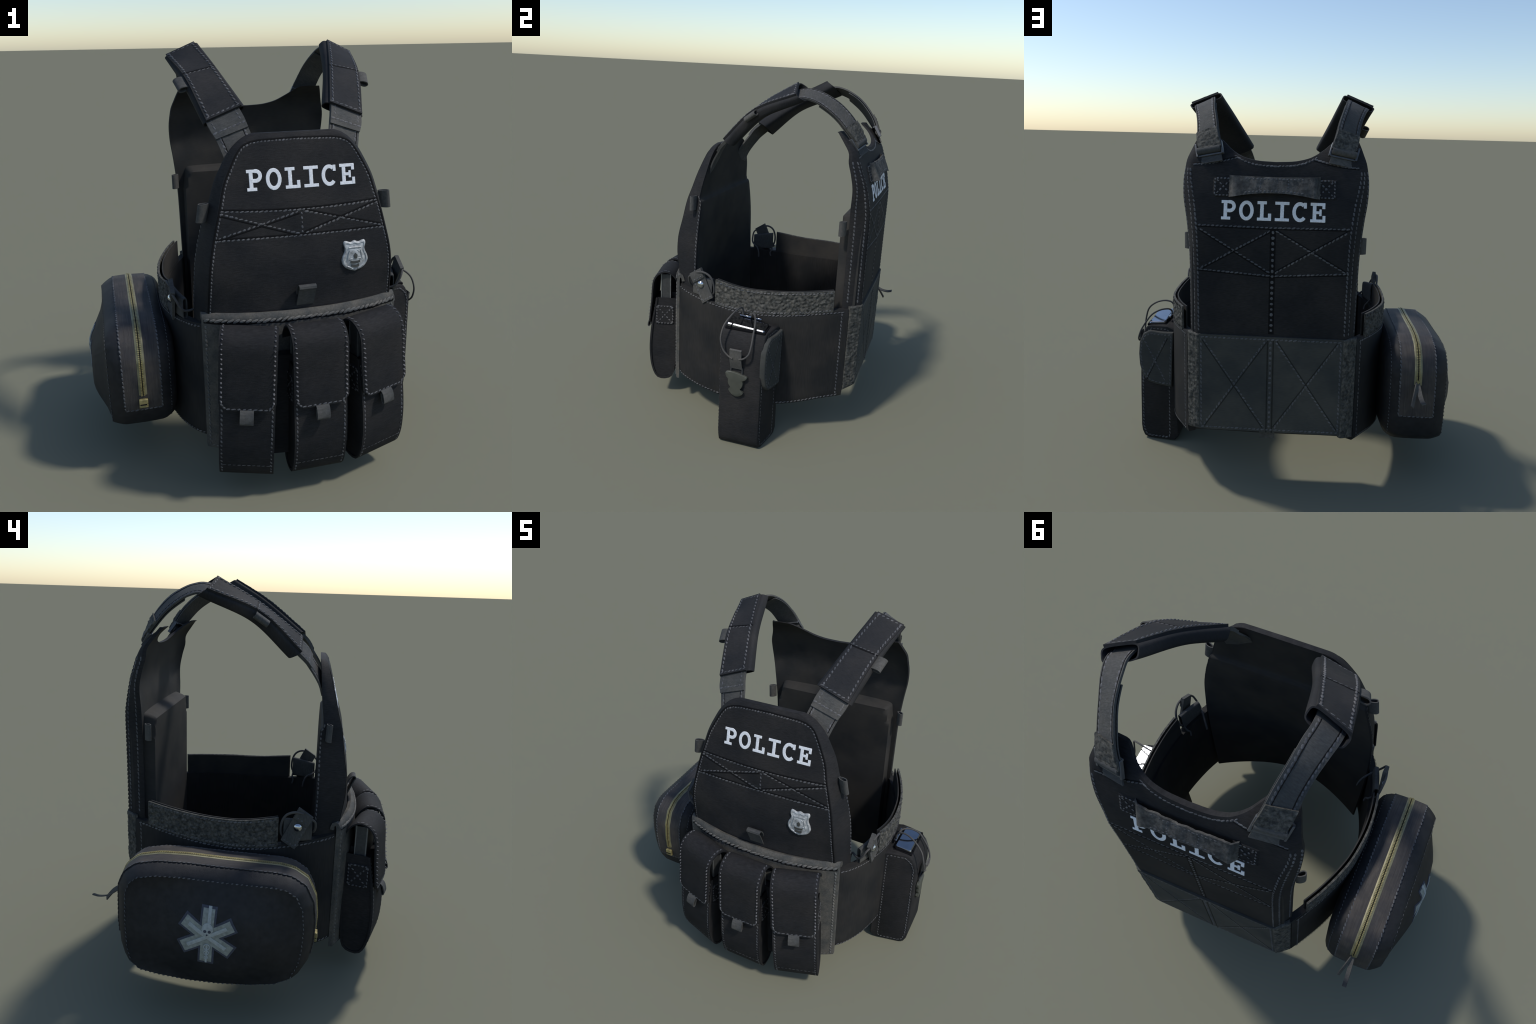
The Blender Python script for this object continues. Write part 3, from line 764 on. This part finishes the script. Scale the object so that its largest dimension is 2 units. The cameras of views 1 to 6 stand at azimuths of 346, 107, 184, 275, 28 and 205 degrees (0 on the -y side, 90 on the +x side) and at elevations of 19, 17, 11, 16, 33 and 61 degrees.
for k, (loc, rz, ry) in enumerate(inst):
    objs = PM if k == 0 else [o.copy() for o in PM]
    if k:
        for o in objs: bpy.context.scene.collection.objects.link(o)
    base = objs[0]; base.parent = root
    piv = Matrix.Translation((0, 0, .85))
    base.matrix_local = Matrix.Translation(loc) @ Matrix.Rotation(radians(rz), 4, 'Z') @ piv @ Matrix.Rotation(radians(ry), 4, 'Y') @ piv.inverted()
    for o in objs[1:]: o.parent = base; o.matrix_local = Matrix.Identity(4)

# ================================================================== SHOULDER STRAPS, PADS, BUCKLES
ST = [((.376,.562,1.700),(.262,.583,1.722)), ((.392,.517,1.757),(.285,.549,1.791)), ((.404,.458,1.823),(.303,.495,1.859)), ((.420,.398,1.870),(.322,.429,1.914)),
      ((.440,.335,1.906),(.337,.335,1.958)), ((.455,.263,1.917),(.347,.254,1.964)), ((.450,.15,1.875),(.328,.14,1.93)), ((.415,0,1.805),(.283,.02,1.855)),
      ((.362,-.190,1.640),(.212,-.186,1.700)), ((.336,-.238,1.585),(.190,-.238,1.634)), ((.312,-.285,1.51),(.168,-.290,1.555)), ((.300,-.305,1.45),(.155,-.318,1.49))]
PADE = [((.479,.243,1.942),(.343,.217,1.999)), ((.4265,-.004,1.8435),(.283,.022,1.888)), ((.3685,-.197,1.667),(.208,-.193,1.728))]
for s in (1, -1):
    X = lambda p: V((CX + s*p[0], p[1], p[2]))
    def edges(tab, n): return spline([X(a) for a, c in tab], n), spline([X(c) for a, c in tab], n)
    def ribbon(o, i, th, lift=0, cols=9, wav=0):
        A = []; B = []; Nn = []; m = len(o)
        for k in range(m):
            t = ((o[min(k+1, m-1)] + i[min(k+1, m-1)]) - (o[max(k-1, 0)] + i[max(k-1, 0)])).normalized()
            n = (i[k] - o[k]).cross(t).normalized() * s
            if n.dot(o[k] - V((CX + s*.2, .05, 1.2))) < 0: n = -n
            Nn.append(n)
            A.append([o[k].lerp(i[k], c/(cols-1)) + n*(lift + th/2 + wav*noise.noise(V((c*.9, k*.35, s)))) for c in range(cols)])
            B.append([o[k].lerp(i[k], c/(cols-1)) + n*(lift - th/2) for c in range(cols)])
        return A, B, Nn
    o, i = edges(ST, 90); A, B, Nn = ribbon(o, i, .009, wav=.0012)
    b = MB(); sheet(b, A, B); strap = b.obj('shoulder_strap', M_WEB, smooth=40)
    st = MB(); sm = MB()
    for c in (1, 7):
        stitch(st, [A[k][c] for k in range(4, 34)], Nn[4:34], ln=.019, w=.0095, tilt=.3)
        seam(sm, [A[k][c] for k in range(4, 34)], Nn[4:34], w=.0045, h=.0018, off=.0065*(1 if c == 1 else -1))
    for c in (1, 7):
        stitch(st, [A[k][c] for k in range(64, 84)], Nn[64:84], ln=.019, w=.0095, tilt=.3)
        seam(sm, [A[k][c] for k in range(64, 84)], Nn[64:84], w=.0045, h=.0018, off=.0065*(1 if c == 1 else -1))
    # doubled front tail with its own end seam
    o2, i2 = edges(ST[7:10], 26); A2, B2, N2 = ribbon(o2, i2, .008, lift=.0085); b = MB(); sheet(b, A2, B2); b.obj('strap_tail', M_WEB, strap, smooth=40)
    stitch(st, [A2[23][c] for c in range(9)], N2[23], ln=.020, w=.008)
    for c in (1, 7): stitch(st, [A2[k][c] for k in range(14, 23)], N2[14:23], ln=.017, w=.007)
    # crumpled doubled end at the back buckle
    o3, i3 = edges(ST[0:3], 40); A3, B3, N3 = ribbon(o3[:26], i3[:26], .008, lift=.008, cols=17)
    for k, row in enumerate(A3):
        for c in range(17): row[c] = row[c] + N3[k]*(.004*noise.noise(V((c*.55, k*.42, s*2.))))
    b = MB(); sheet(b, A3, B3); b.obj('strap_tail', M_VEL, strap, smooth=60)
    o4, i4 = edges(ST[0:6], 60); A4, B4, N4 = ribbon(o4, i4, .005, lift=-.012, cols=5); b = MB(); sheet(b, A4[:44], B4[:44]); b.obj('strap_tail', M_WEB, strap, smooth=40)
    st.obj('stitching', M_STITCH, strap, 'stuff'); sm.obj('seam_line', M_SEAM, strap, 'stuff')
    # pad: stitched cover plate on an open sleeve
    po, pi_ = edges(PADE, 44); A, B, Nn = ribbon(po, pi_, .012, lift=-.004, cols=13, wav=.0012)
    b = MB(); sheet(b, A, B); pad = b.obj('shoulder_pad', M_PAD, smooth=40)
    st = MB()
    for c in (1, 11): stitch(st, [r[c] for r in A[1:-1]], Nn[1:-1], ln=.019, w=.009, h=.004, gap=.023, tilt=.3)
    for k in (1, 42): stitch(st, [A[k][c] for c in range(13)], Nn[k], ln=.018, w=.007)
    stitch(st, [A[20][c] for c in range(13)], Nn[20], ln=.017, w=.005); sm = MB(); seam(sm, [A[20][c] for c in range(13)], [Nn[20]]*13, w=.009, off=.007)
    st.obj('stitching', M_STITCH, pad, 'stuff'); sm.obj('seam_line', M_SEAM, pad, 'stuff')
    b = MB(); RO = []; RI = []
    m = 44
    for k in range(m):
        a = po[k]; c = pi_[k]; w = (c - a); wl = w.length; w.normalize(); n = Nn[k]; t = w.cross(n).normalized()
        if t.y < 0: t = -t
        q = k/(m-1)
        mid = (a + c)/2 - n*.005; dep = lerp(.059, .070, q); ro = []; ri = []
        for g in range(28):
            an = 2*pi*(g+.5)/28; f = lambda v, p: (abs(v)**p) * (1 if v >= 0 else -1)
            ex, ez = f(cos(an), .42), f(sin(an), .55)
            sh = t * (lerp(.018, .016, q) * (1 - ez)/1.2)          # lower lip shifted toward the back
            hw_ = (wl/2 + .015 + .003*q) * (1 - .05*(1 - ez)/2)
            ro.append(mid + w*(ex*hw_) + n*(ez*dep/2 - dep/2) + sh)
            ri.append(mid + w*(ex*(hw_ - .006)) + n*(ez*(dep/2 - .005) - dep/2) + sh)
        RO.append(ro); RI.append(ri)
    loft(b, RO + RI[::-1] + [RO[0]], cap0=False, cap1=False); b.obj('pad_sleeve', M_PAD, pad, smooth=45)
    ko = 23; c = A[ko][0] - Nn[ko]*.020
    al = (po[ko-3] - po[ko+3]).normalized()
    out = (po[ko] - pi_[ko]).normalized()
    teardrop(c - out*.004, out + Nn[ko]*-.1, al, .056, .026, .075).obj('webbing_loop', M_WEB, pad)
    # ladder-lock buckle
    lo_o, lo_i = X((.380, .567, 1.668)), X((.254, .592, 1.693)); up = (X((.393,.522,1.760)) - X((.376,.562,1.700))).normalized(); w = (lo_i - lo_o).normalized(); n = w.cross(up)
    if n.y < 0: n = -n
    Mx = Matrix((w, up, n)).transposed(); L = (lo_i - lo_o).length
    b = MB(); cen = (lo_o + lo_i)/2
    box(b, cen, L, .010, .014, Mx)
    for q in (-1, 1): box(b, cen + w*(q*L/2) + up*.032 + n*.004, .010, .074, .018, Mx)
    box(b, cen + up*.066 - n*.008, L, .009, .009, Mx)
    b.obj('ladder_buckle', M_STEEL, strap, smooth=30, bevel=.002)
    b = MB(); tube(b, [cen + w*(-L*.46) + up*.026 + n*.006, cen + w*(L*.46) + up*.026 + n*.006], .019, 14); b.obj('webbing_roll', M_WEB, strap, smooth=40)
    # sewn anchor web on the wing
    P = [cen + up*.03 - n*.007, cen - up*.01 - n*.003, cen - up*.040 - n*.004]; b = MB(); strip(b, P, w, L*.84, .007); b.obj('anchor_web', M_WEB, strap)

# ================================================================== RADIO POUCH
mb = MB()
prof = [(.640, .030), (.660, .004), (.69, 0), (.825, 0), (.848, .010), (.862, .040), (.867, .075), (.866, .30), (.862, .585), (.852, .632), (.832, .676), (.818, .692), (.80, .698),
        (.735, .702), (.690, .702), (.655, .690)]
def rad_front(x): return lerp(-.047, -.010, (x - .66) / .20)
def rad_rear(x): return lerp(.262, .232, (x - .66) / .20)
cen = V((.76, 0, .36)); R = []
for k, d in ((0, .007), (.012, .002), (.03, 0), (.97, 0), (.988, .002), (1, .007)):
    R.append([V((x + (-d if x > cen.x else d), lerp(rad_front(x), rad_rear(x), k), z + (-d if z > cen.z else d))) for x, z in prof])
loft(mb, R); pouch = mb.obj('radio_pouch', M_CLOTH, smooth=35)
b = MB()    # black slab at the pouch mouth around the radio
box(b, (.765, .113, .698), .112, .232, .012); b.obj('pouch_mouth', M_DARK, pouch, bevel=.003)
# thin edge piping and stitches on front and back faces
st = MB()
rim = [(.700, .682), (.795, .680), (.828, .650), (.846, .600), (.851, .30), (.852, .075), (.838, .030), (.815, .018), (.700, .018), (.690, .030), (.690, .672), (.700, .682)]
stitch(st, resample([V((x, rad_front(x) - .0003, z)) for x, z in rim], 120), V((0, -1, 0)))
stitch(st, resample([V((x, rad_rear(x) + .0003, z)) for x, z in rim], 120), V((0, 1, 0)))
st.obj('stitching', M_STITCH, pouch, 'stuff')
# side closure patch wrapped on the rear face
b = MB(); pa = [(.660, .672), (.740, .668), (.800, .672), (.838, .650), (.862, .600), (.868, .53), (.864, .46), (.846, .40), (.815, .365), (.77, .352), (.700, .345), (.660, .345)]
pa = resample([V((x, 0, z)) for x, z in pa], 60, True); c = V((.76, 0, .51))
R = [[V((c.x + (p.x-c.x)*k, rad_rear(c.x + (p.x-c.x)*k) + y, c.z + (p.z-c.z)*k)) for p in pa] for y, k in ((-.008, 1.0), (.016, 1.0), (.020, .975), (.021, .9), (.0215, .02))]
loft(b, R); sp = b.obj('closure_patch', M_FLAP, pouch, smooth=45)
st = MB(); ring = [V((c.x + (p.x-c.x)*.88, rad_rear(c.x + (p.x-c.x)*.88) + .021, c.z + (p.z-c.z)*.90)) for p in pa]
stitch(st, ring + [ring[0]], V((0, 1, 0))); stitch(st, [V((lerp(.70, .83, k/12), rad_rear(lerp(.70, .83, k/12)) + .022, lerp(.64, .38, k/12))) for k in range(13)], V((0, 1, 0))); stitch(st, [V((lerp(.83, .71, k/12), rad_rear(lerp(.83, .71, k/12)) + .022, lerp(.61, .38, k/12))) for k in range(13)], V((0, 1, 0)))
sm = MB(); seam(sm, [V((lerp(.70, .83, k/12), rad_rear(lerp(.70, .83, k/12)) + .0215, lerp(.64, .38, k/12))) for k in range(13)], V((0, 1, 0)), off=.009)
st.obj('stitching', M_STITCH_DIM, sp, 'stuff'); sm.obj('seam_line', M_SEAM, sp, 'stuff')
# radio body
b = MB(); rp = [(.716, .55), (.716, 0), (.722, 0), (.808, 0), (.813, -.006), (.813, .55)]
def lid(x, y, dz=0): return .7345 - .085*(x - .716) - .07*y + dz
R = []
for y, d in ((.004, .006), (.009, 0), (.213, 0), (.219, .006)):
    R.append([V((x + (-d if x > .76 else d), y, z if z > .5 else lid(x, y, z - (.006 if x == .716 else 0) - d*.5))) for x, z in rp])
loft(b, R); radio = b.obj('radio', M_RADIO, pouch, smooth=20, bevel=.002)
b = MB(); box(b, (.704, .075, .734), .018, .070, .014); box(b, (.704, .150, .730), .015, .040, .012); b.obj('radio_knob', M_RADIO, radio, bevel=.003)
# strap with buckle on the outer face
b = MB()
strip(b, spline([(.872, .091, .492), (.880, .091, .515), (.893, .091, .555), (.897, .092, .598), (.899, .092, .612), (.895, .092, .614), (.893, .092, .590), (.884, .092, .555)], 26), (0, 1, 0), .068, .005)
web = b.obj('buckle_web', M_WEB, pouch, smooth=40)
b = MB(); P = [V((.872, y, z)) for y, z in ((.060, .462), (.060, .500), (.062, .506), (.122, .503), (.125, .497), (.125, .455))]
tube(b, P, .0032, 6); b.obj('buckle_ring', M_STEEL, web)
bo = [(-.066, .062), (-.050, .074), (0, .072), (.048, .060), (.070, .052), (.064, .034), (.044, .026), (.046, 0), (.038, -.030), (.022, -.046), (.032, -.050),
      (.050, -.064), (.036, -.084), (.006, -.098), (-.024, -.086), (-.046, -.056), (-.040, -.050), (-.034, -.036), (-.048, -.012), (-.050, .020), (-.062, .036)]
bo = [(p.x*.92, p.y*.86) for p in spline([(a, c, 0) for a, c in bo], 84, True)]
b = MB(); R = []
for x, k in ((.868, 1), (.879, 1), (.882, .96), (.8835, .7), (.884, .02)): R.append([V((x, .092 + a*k, .408 + c*k)) for a, c in bo])
loft(b, R); b.obj('buckle_plate', M_OLIVE, web, smooth=40)
b = MB()
for k, z in enumerate((.45, .40, .345)): box(b, (.872, .092, z), .016, .034, .020)
b.obj('buckle_lug', M_STEEL, web, bevel=.002)
b = MB()
tube(b, spline([(.706, .060, .735), (.707, .058, .768), (.725, .055, .790), (.770, .048, .793), (.825, .030, .772), (.872, .010, .730), (.893, .002, .665), (.896, .018, .605), (.895, .050, .570), (.898, .075, .560)], 56), .0050)
tube(b, spline([(.706, .105, .735), (.708, .112, .752), (.725, .128, .766), (.765, .150, .764), (.810, .166, .740), (.845, .170, .695), (.875, .172, .645), (.892, .165, .600), (.898, .140, .572), (.896, .112, .562)], 56), .0050)
b.obj('elastic_cord', M_CORD, pouch, smooth=60)
b = MB(); box(b, (.690, .12, .45), .04, .20, .44); b.obj('pouch_backing', M_CLOTH, pouch, bevel=.01)

# ================================================================== FIRST-AID PACK
OL = [(.585,.57),(.583,.64),(.555,.705),(.50,.748),(.40,.767),(.27,.768),(.10,.759),(-.05,.754),(-.16,.750),(-.222,.738),(-.285,.697),(-.322,.62),(-.333,.52),
      (-.328,.40),(-.312,.315),(-.27,.255),(-.18,.215),(-.05,.197),(.10,.191),(.25,.196),(.40,.213),(.50,.234),(.56,.278),(.581,.34),(.587,.45)]
NO = 120
OL = [(.13 + (a - .13)*.992, c - .014 if c > .5 else (c - .016 if c < .3 else c)) for a, c in OL]
ol = resample([(0, a, c) for a, c in OL] + [(0,) + OL[0]], NO, True); on = []
for i in range(NO):
    t = (ol[(i+1) % NO] - ol[i-1]).normalized(); n = V((0, t.z, -t.y)); on.append(n if n.dot(ol[i] - V((0, .13, .47))) > 0 else -n)
PC = V((0, .085, .420))
def pk(i, x, ins=0, sc=None):
    i %= NO
    wn = V((0, on[i].y*1.35, on[i].z*(.40 if on[i].z < 0 else 1.15)))
    if x > -.67: wn = on[i]
    p = ol[i] - wn*ins if sc is None else PC + (ol[i] - (wn*.038 if x < -.67 else wn*.050) - PC)*sc
    if sc is not None and x < -.7 and p.y > PC.y: x += .010 * sin(pi*min(1, sc)**1.6) * min(1, (p.y - PC.y)/.3)
    if sc is not None and x < -.7: x += .085 * max(0, abs((p.y - PC.y)/.40 * (p.z - PC.z)/.25) - .06) * (1 - sc**4)     # face falls away to the corners
    return V((x, p.y, p.z))
RG = [(-.498, 0, .02), (-.499, 0, .5), (-.502, 0, .9), (-.508, .058, None), (-.514, .046, None), (-.522, .032, None), (-.537, .019, None), (-.560, .006, None), (-.58, .001, None), (-.625, -.001, None), (-.67, -.002, None),
      (-.715, -.001, None), (-.758, .001, None), (-.775, .006, None), (-.800, .020, None), (-.814, .029, None), (-.822, .037, None), (-.827, 0, .965), (-.856, 0, .78), (-.887, 0, .56), (-.898, 0, .44), (-.8995, 0, .26), (-.900, 0, .01)]
mb = MB(); loft(mb, [[pk(i, x, a, sc) for i in range(NO)] for x, a, sc in RG]); pack = mb.obj('first_aid_pack', M_PACK, smooth=45)
bvh = BVHTree.FromPolygons(mb.v, mb.f)
# open section of outline: from rear end over the top to the front end
def oidx(y, z): return min(range(NO), key=lambda i: (ol[i].y - y)**2 + (ol[i].z - z)**2)
def run(a, c):     # fine run of outline positions between two points, over the top
    ia, ic = oidx(*a), oidx(*c)
    idx = [ia]; step = 1 if ol[(ia+3) % NO].z > ol[ia].z else -1
    while idx[-1] % NO != ic % NO: idx.append(idx[-1] + step)
    return idx
band = run((.587, .375), (-.325, .338))
def pk_s(i, x, o): q = abs(x + .67); return pk(i, x, -o - .003*(1 - (q/.09)**2)) 
A = []; B = []
for i in band:
    A.append([pk_s(i, lerp(-.582, -.758, k/16), .002) for k in range(17)]); B.append([pk_s(i, lerp(-.582, -.758, k/16), -.006) for k in range(17)])
b = MB(); sheet(b, A, B); tape = b.obj('zip_tape', M_BAND, pack, smooth=40)
st = MB()
ext = lambda rows, c: [r[c] for r in rows]
nb = [V((0, on[i % NO].y, on[i % NO].z)) for i in band]
stitch(st, ext(A, 0), nb, w=.007); stitch(st, ext(A, 16), nb, w=.007)
for r, n in ((A[0], nb[0]), (A[-1], nb[-1])): stitch(st, r, n)
for x, ins in ((-.536, .019),):
    P = [pk(i, x, ins) for i in range(NO+1)]; stitch(st, P, [V(((-.6 if x < -.7 else .6), on[i % NO].y, on[i % NO].z)).normalized() for i in range(NO+1)], ln=.012, w=.0045, gap=.019)
P = [pk(i, -.8235, .0372) for i in range(NO+1)]; stitch(st, P, [V((-1, .3*on[i % NO].y, .3*on[i % NO].z)).normalized() for i in range(NO+1)], ln=.013, w=.005)
st.obj('stitching', M_STITCH_DIM, pack, 'stuff')
zi = run((.587, .565), (-.329, .425)); zn = [V((0, on[i % NO].y, on[i % NO].z)) for i in zi]
# brass chain: two tooth rows on pale tapes, dark slit between
b = MB()
for x0, x1 in ((-.651, -.668), (-.672, -.689)):
    A = [[pk_s(i, lerp(x0, x1, k/3), .0045 - (.002 if k in (0, 3) else 0)) for k in range(4)] for i in zi]; B = [[pk_s(i, lerp(x0, x1, k/3), .001) for k in range(4)] for i in zi]
    sheet(b, A, B)
zipper = b.obj('zipper', M_GOLDL, pack, smooth=40)
b = MB(); A = [[pk_s(i, x, .0036) for x in (-.667, -.670, -.673)] for i in zi]; B = [[pk_s(i, x, .001) for x in (-.667, -.670, -.673)] for i in zi]; sheet(b, A, B); b.obj('zip_slit', M_SEAM, zipper)
b = MB()
for side in (-1, 1):
    line = resample([pk_s(i, -.670 + side*.006, .0050) for i in zi], 150); ln2 = resample([V((0, on[i % NO].y, on[i % NO].z)) for i in zi], 150)
    for k in range(0, 150):
        t = (line[min(k+1, 149)] - line[max(k-1, 0)]).normalized(); n = pk_n = (t.cross(V((1, 0, 0)))).normalized()
        if n.dot(line[k] - V((-.67, .13, .47))) < 0: n = -n
        Mx = Matrix((V((1, 0, 0)), t, n)).transposed(); box(b, line[k], .0075, .0058, .004, Mx)
b.obj('zip_teeth', M_GOLD, zipper, 'stuff', smooth=0)
# front slider and end stop
b = MB(); c = V((-.671, -.337, .398)); box(b, c, .042, .016, .026); box(b, c + V((0, .001, -.024)), .042, .014, .016); b.obj('zip_slider', M_GOLD, zipper, bevel=.003)
b = MB(); box(b, c + V((0, -.004, -.013)), .030, .014, .0045); b.obj('slider_slot', M_SEAM, zipper)
# two cloth pulls at the rear
b = MB(); rt = V((-.668, .586, .566))
w1 = spline([rt, (-.672, .615, .545), (-.676, .655, .520), (-.679, .700, .512), (-.680, .733, .519)], 20); strip(b, w1, (.9, 0, -.3), .022, .006)
w2 = spline([rt, (-.660, .610, .556), (-.650, .640, .532), (-.640, .665, .502), (-.633, .683, .478)], 20); strip(b, w2, (.55, .2, .7), .020, .006)
b.obj('zip_pull', M_WEB, zipper, smooth=40)
b = MB(); tube(b, [rt + V((0, 0, -.012)), rt + V((0, .004, .0)), rt + V((0, 0, .014))], .006, 8); b.obj('pull_ring', M_GOLD, zipper)

# six-armed medical star draped on the outer panel
SC = V((0, .140, .478))
rot = radians(-3)
def drape(u, v, o):
    a = u*cos(rot) - v*sin(rot); c2 = u*sin(rot) + v*cos(rot)
    org = V((-1.2, SC.y - a, SC.z + c2)); hit = bvh.ray_cast(org, V((1, 0, 0)))
    p = hit[0] if hit[0] is not None else V((-.9, org.y, org.z)); return p + V((-o, 0, 0))
def star(b, w, L, o0, o1, steps=10):
    pts = []
    for k in range(6):
        a = radians(90 - 60*k); d = V((cos(a), sin(a))); n = V((-d.y, d.x))
        pts += [d*L + n*w, d*L - n*w]; am = radians(60 - 60*k); pts.append(V((cos(am), sin(am)))*(w*2))
    pl = []
    for p, q in zip(pts, pts[1:] + pts[:1]): pl += [p.lerp(q, k/5) for k in range(5)]
    R = [[drape(p.x*f, p.y*f, o) for p in pl] for f, o in ((1, o0), (1, o1 - .001), (.98, o1))] + [[drape(p.x*f, p.y*f, o1) for p in pl] for f in (.85, .7, .55, .4, .25, .12, .02)]
    loft(b, R)
b = MB(); star(b, .036, .134, -.003, .0026); starp = b.obj('medical_star', M_STARB, pack, smooth=25)
b = MB(); star(b, .0265, .124, .002, .0040); b.obj('star_field', M_STAR, starp, smooth=25)
# light emblem: staff, head, crossed rods, coil
def capsule(b, p, q, r, o, n=14):
    A = []; B = []; d = (V(q) - V(p)).normalized(); sd = V((-d.y, d.x))
    for k in range(n):
        c = V(p).lerp(V(q), k/(n-1)); A.append([drape(c.x + sd.x*r*e, c.y + sd.y*r*e, o - .001*abs(e)) for e in (-1, -.6, 0, .6, 1)]); B.append([drape(c.x + sd.x*r*e, c.y + sd.y*r*e, .003) for e in (-1, -.6, 0, .6, 1)])
    sheet(b, A, B)
b = MB()
capsule(b, (.006, .065), (.004, .135), .0075, .0066); capsule(b, (-.085, .050), (.085, -.050), .0085, .0070, 24); capsule(b, (-.085, -.050), (.085, .050), .0085, .0076, 24)
R = []
for f, o in ((1, .003), (1, .0070), (.8, .0095), (.4, .0110), (.03, .0112)):
    R.append([drape(.026*f*cos(2*pi*k/24)*(1 - .22*(sin(2*pi*k/24) < 0)), .030 + .036*f*sin(2*pi*k/24), o) for k in range(24)])
loft(b, R)
for c2, r in ((-.050, .013), (-.078, .010), (-.102, .007)):
    tube(b, [drape(.002 + r*cos(2*pi*k/20), c2 + r*sin(2*pi*k/20), .0060) for k in range(21)], .0028, 6)
capsule(b, (.002, -.04), (.002, -.128), .0045, .0066)
b.obj('star_emblem', M_STARL, starp, smooth=50)
b = MB()
for u, v, r in ((-.010, .028, .007), (.010, .028, .007), (0, .012, .004)):
    loft(b, [[drape(u + r*f*cos(2*pi*k/12), v + r*f*sin(2*pi*k/12), o) for k in range(12)] for f, o in ((1, .006), (1, .0117), (.05, .0119))])
b.obj('emblem_hollow', M_STARB, starp)
b = MB(); box(b, (-.525, .16, .46), .04, .30, .34); b.obj('pack_mount', M_CLOTH, pack, bevel=.01)
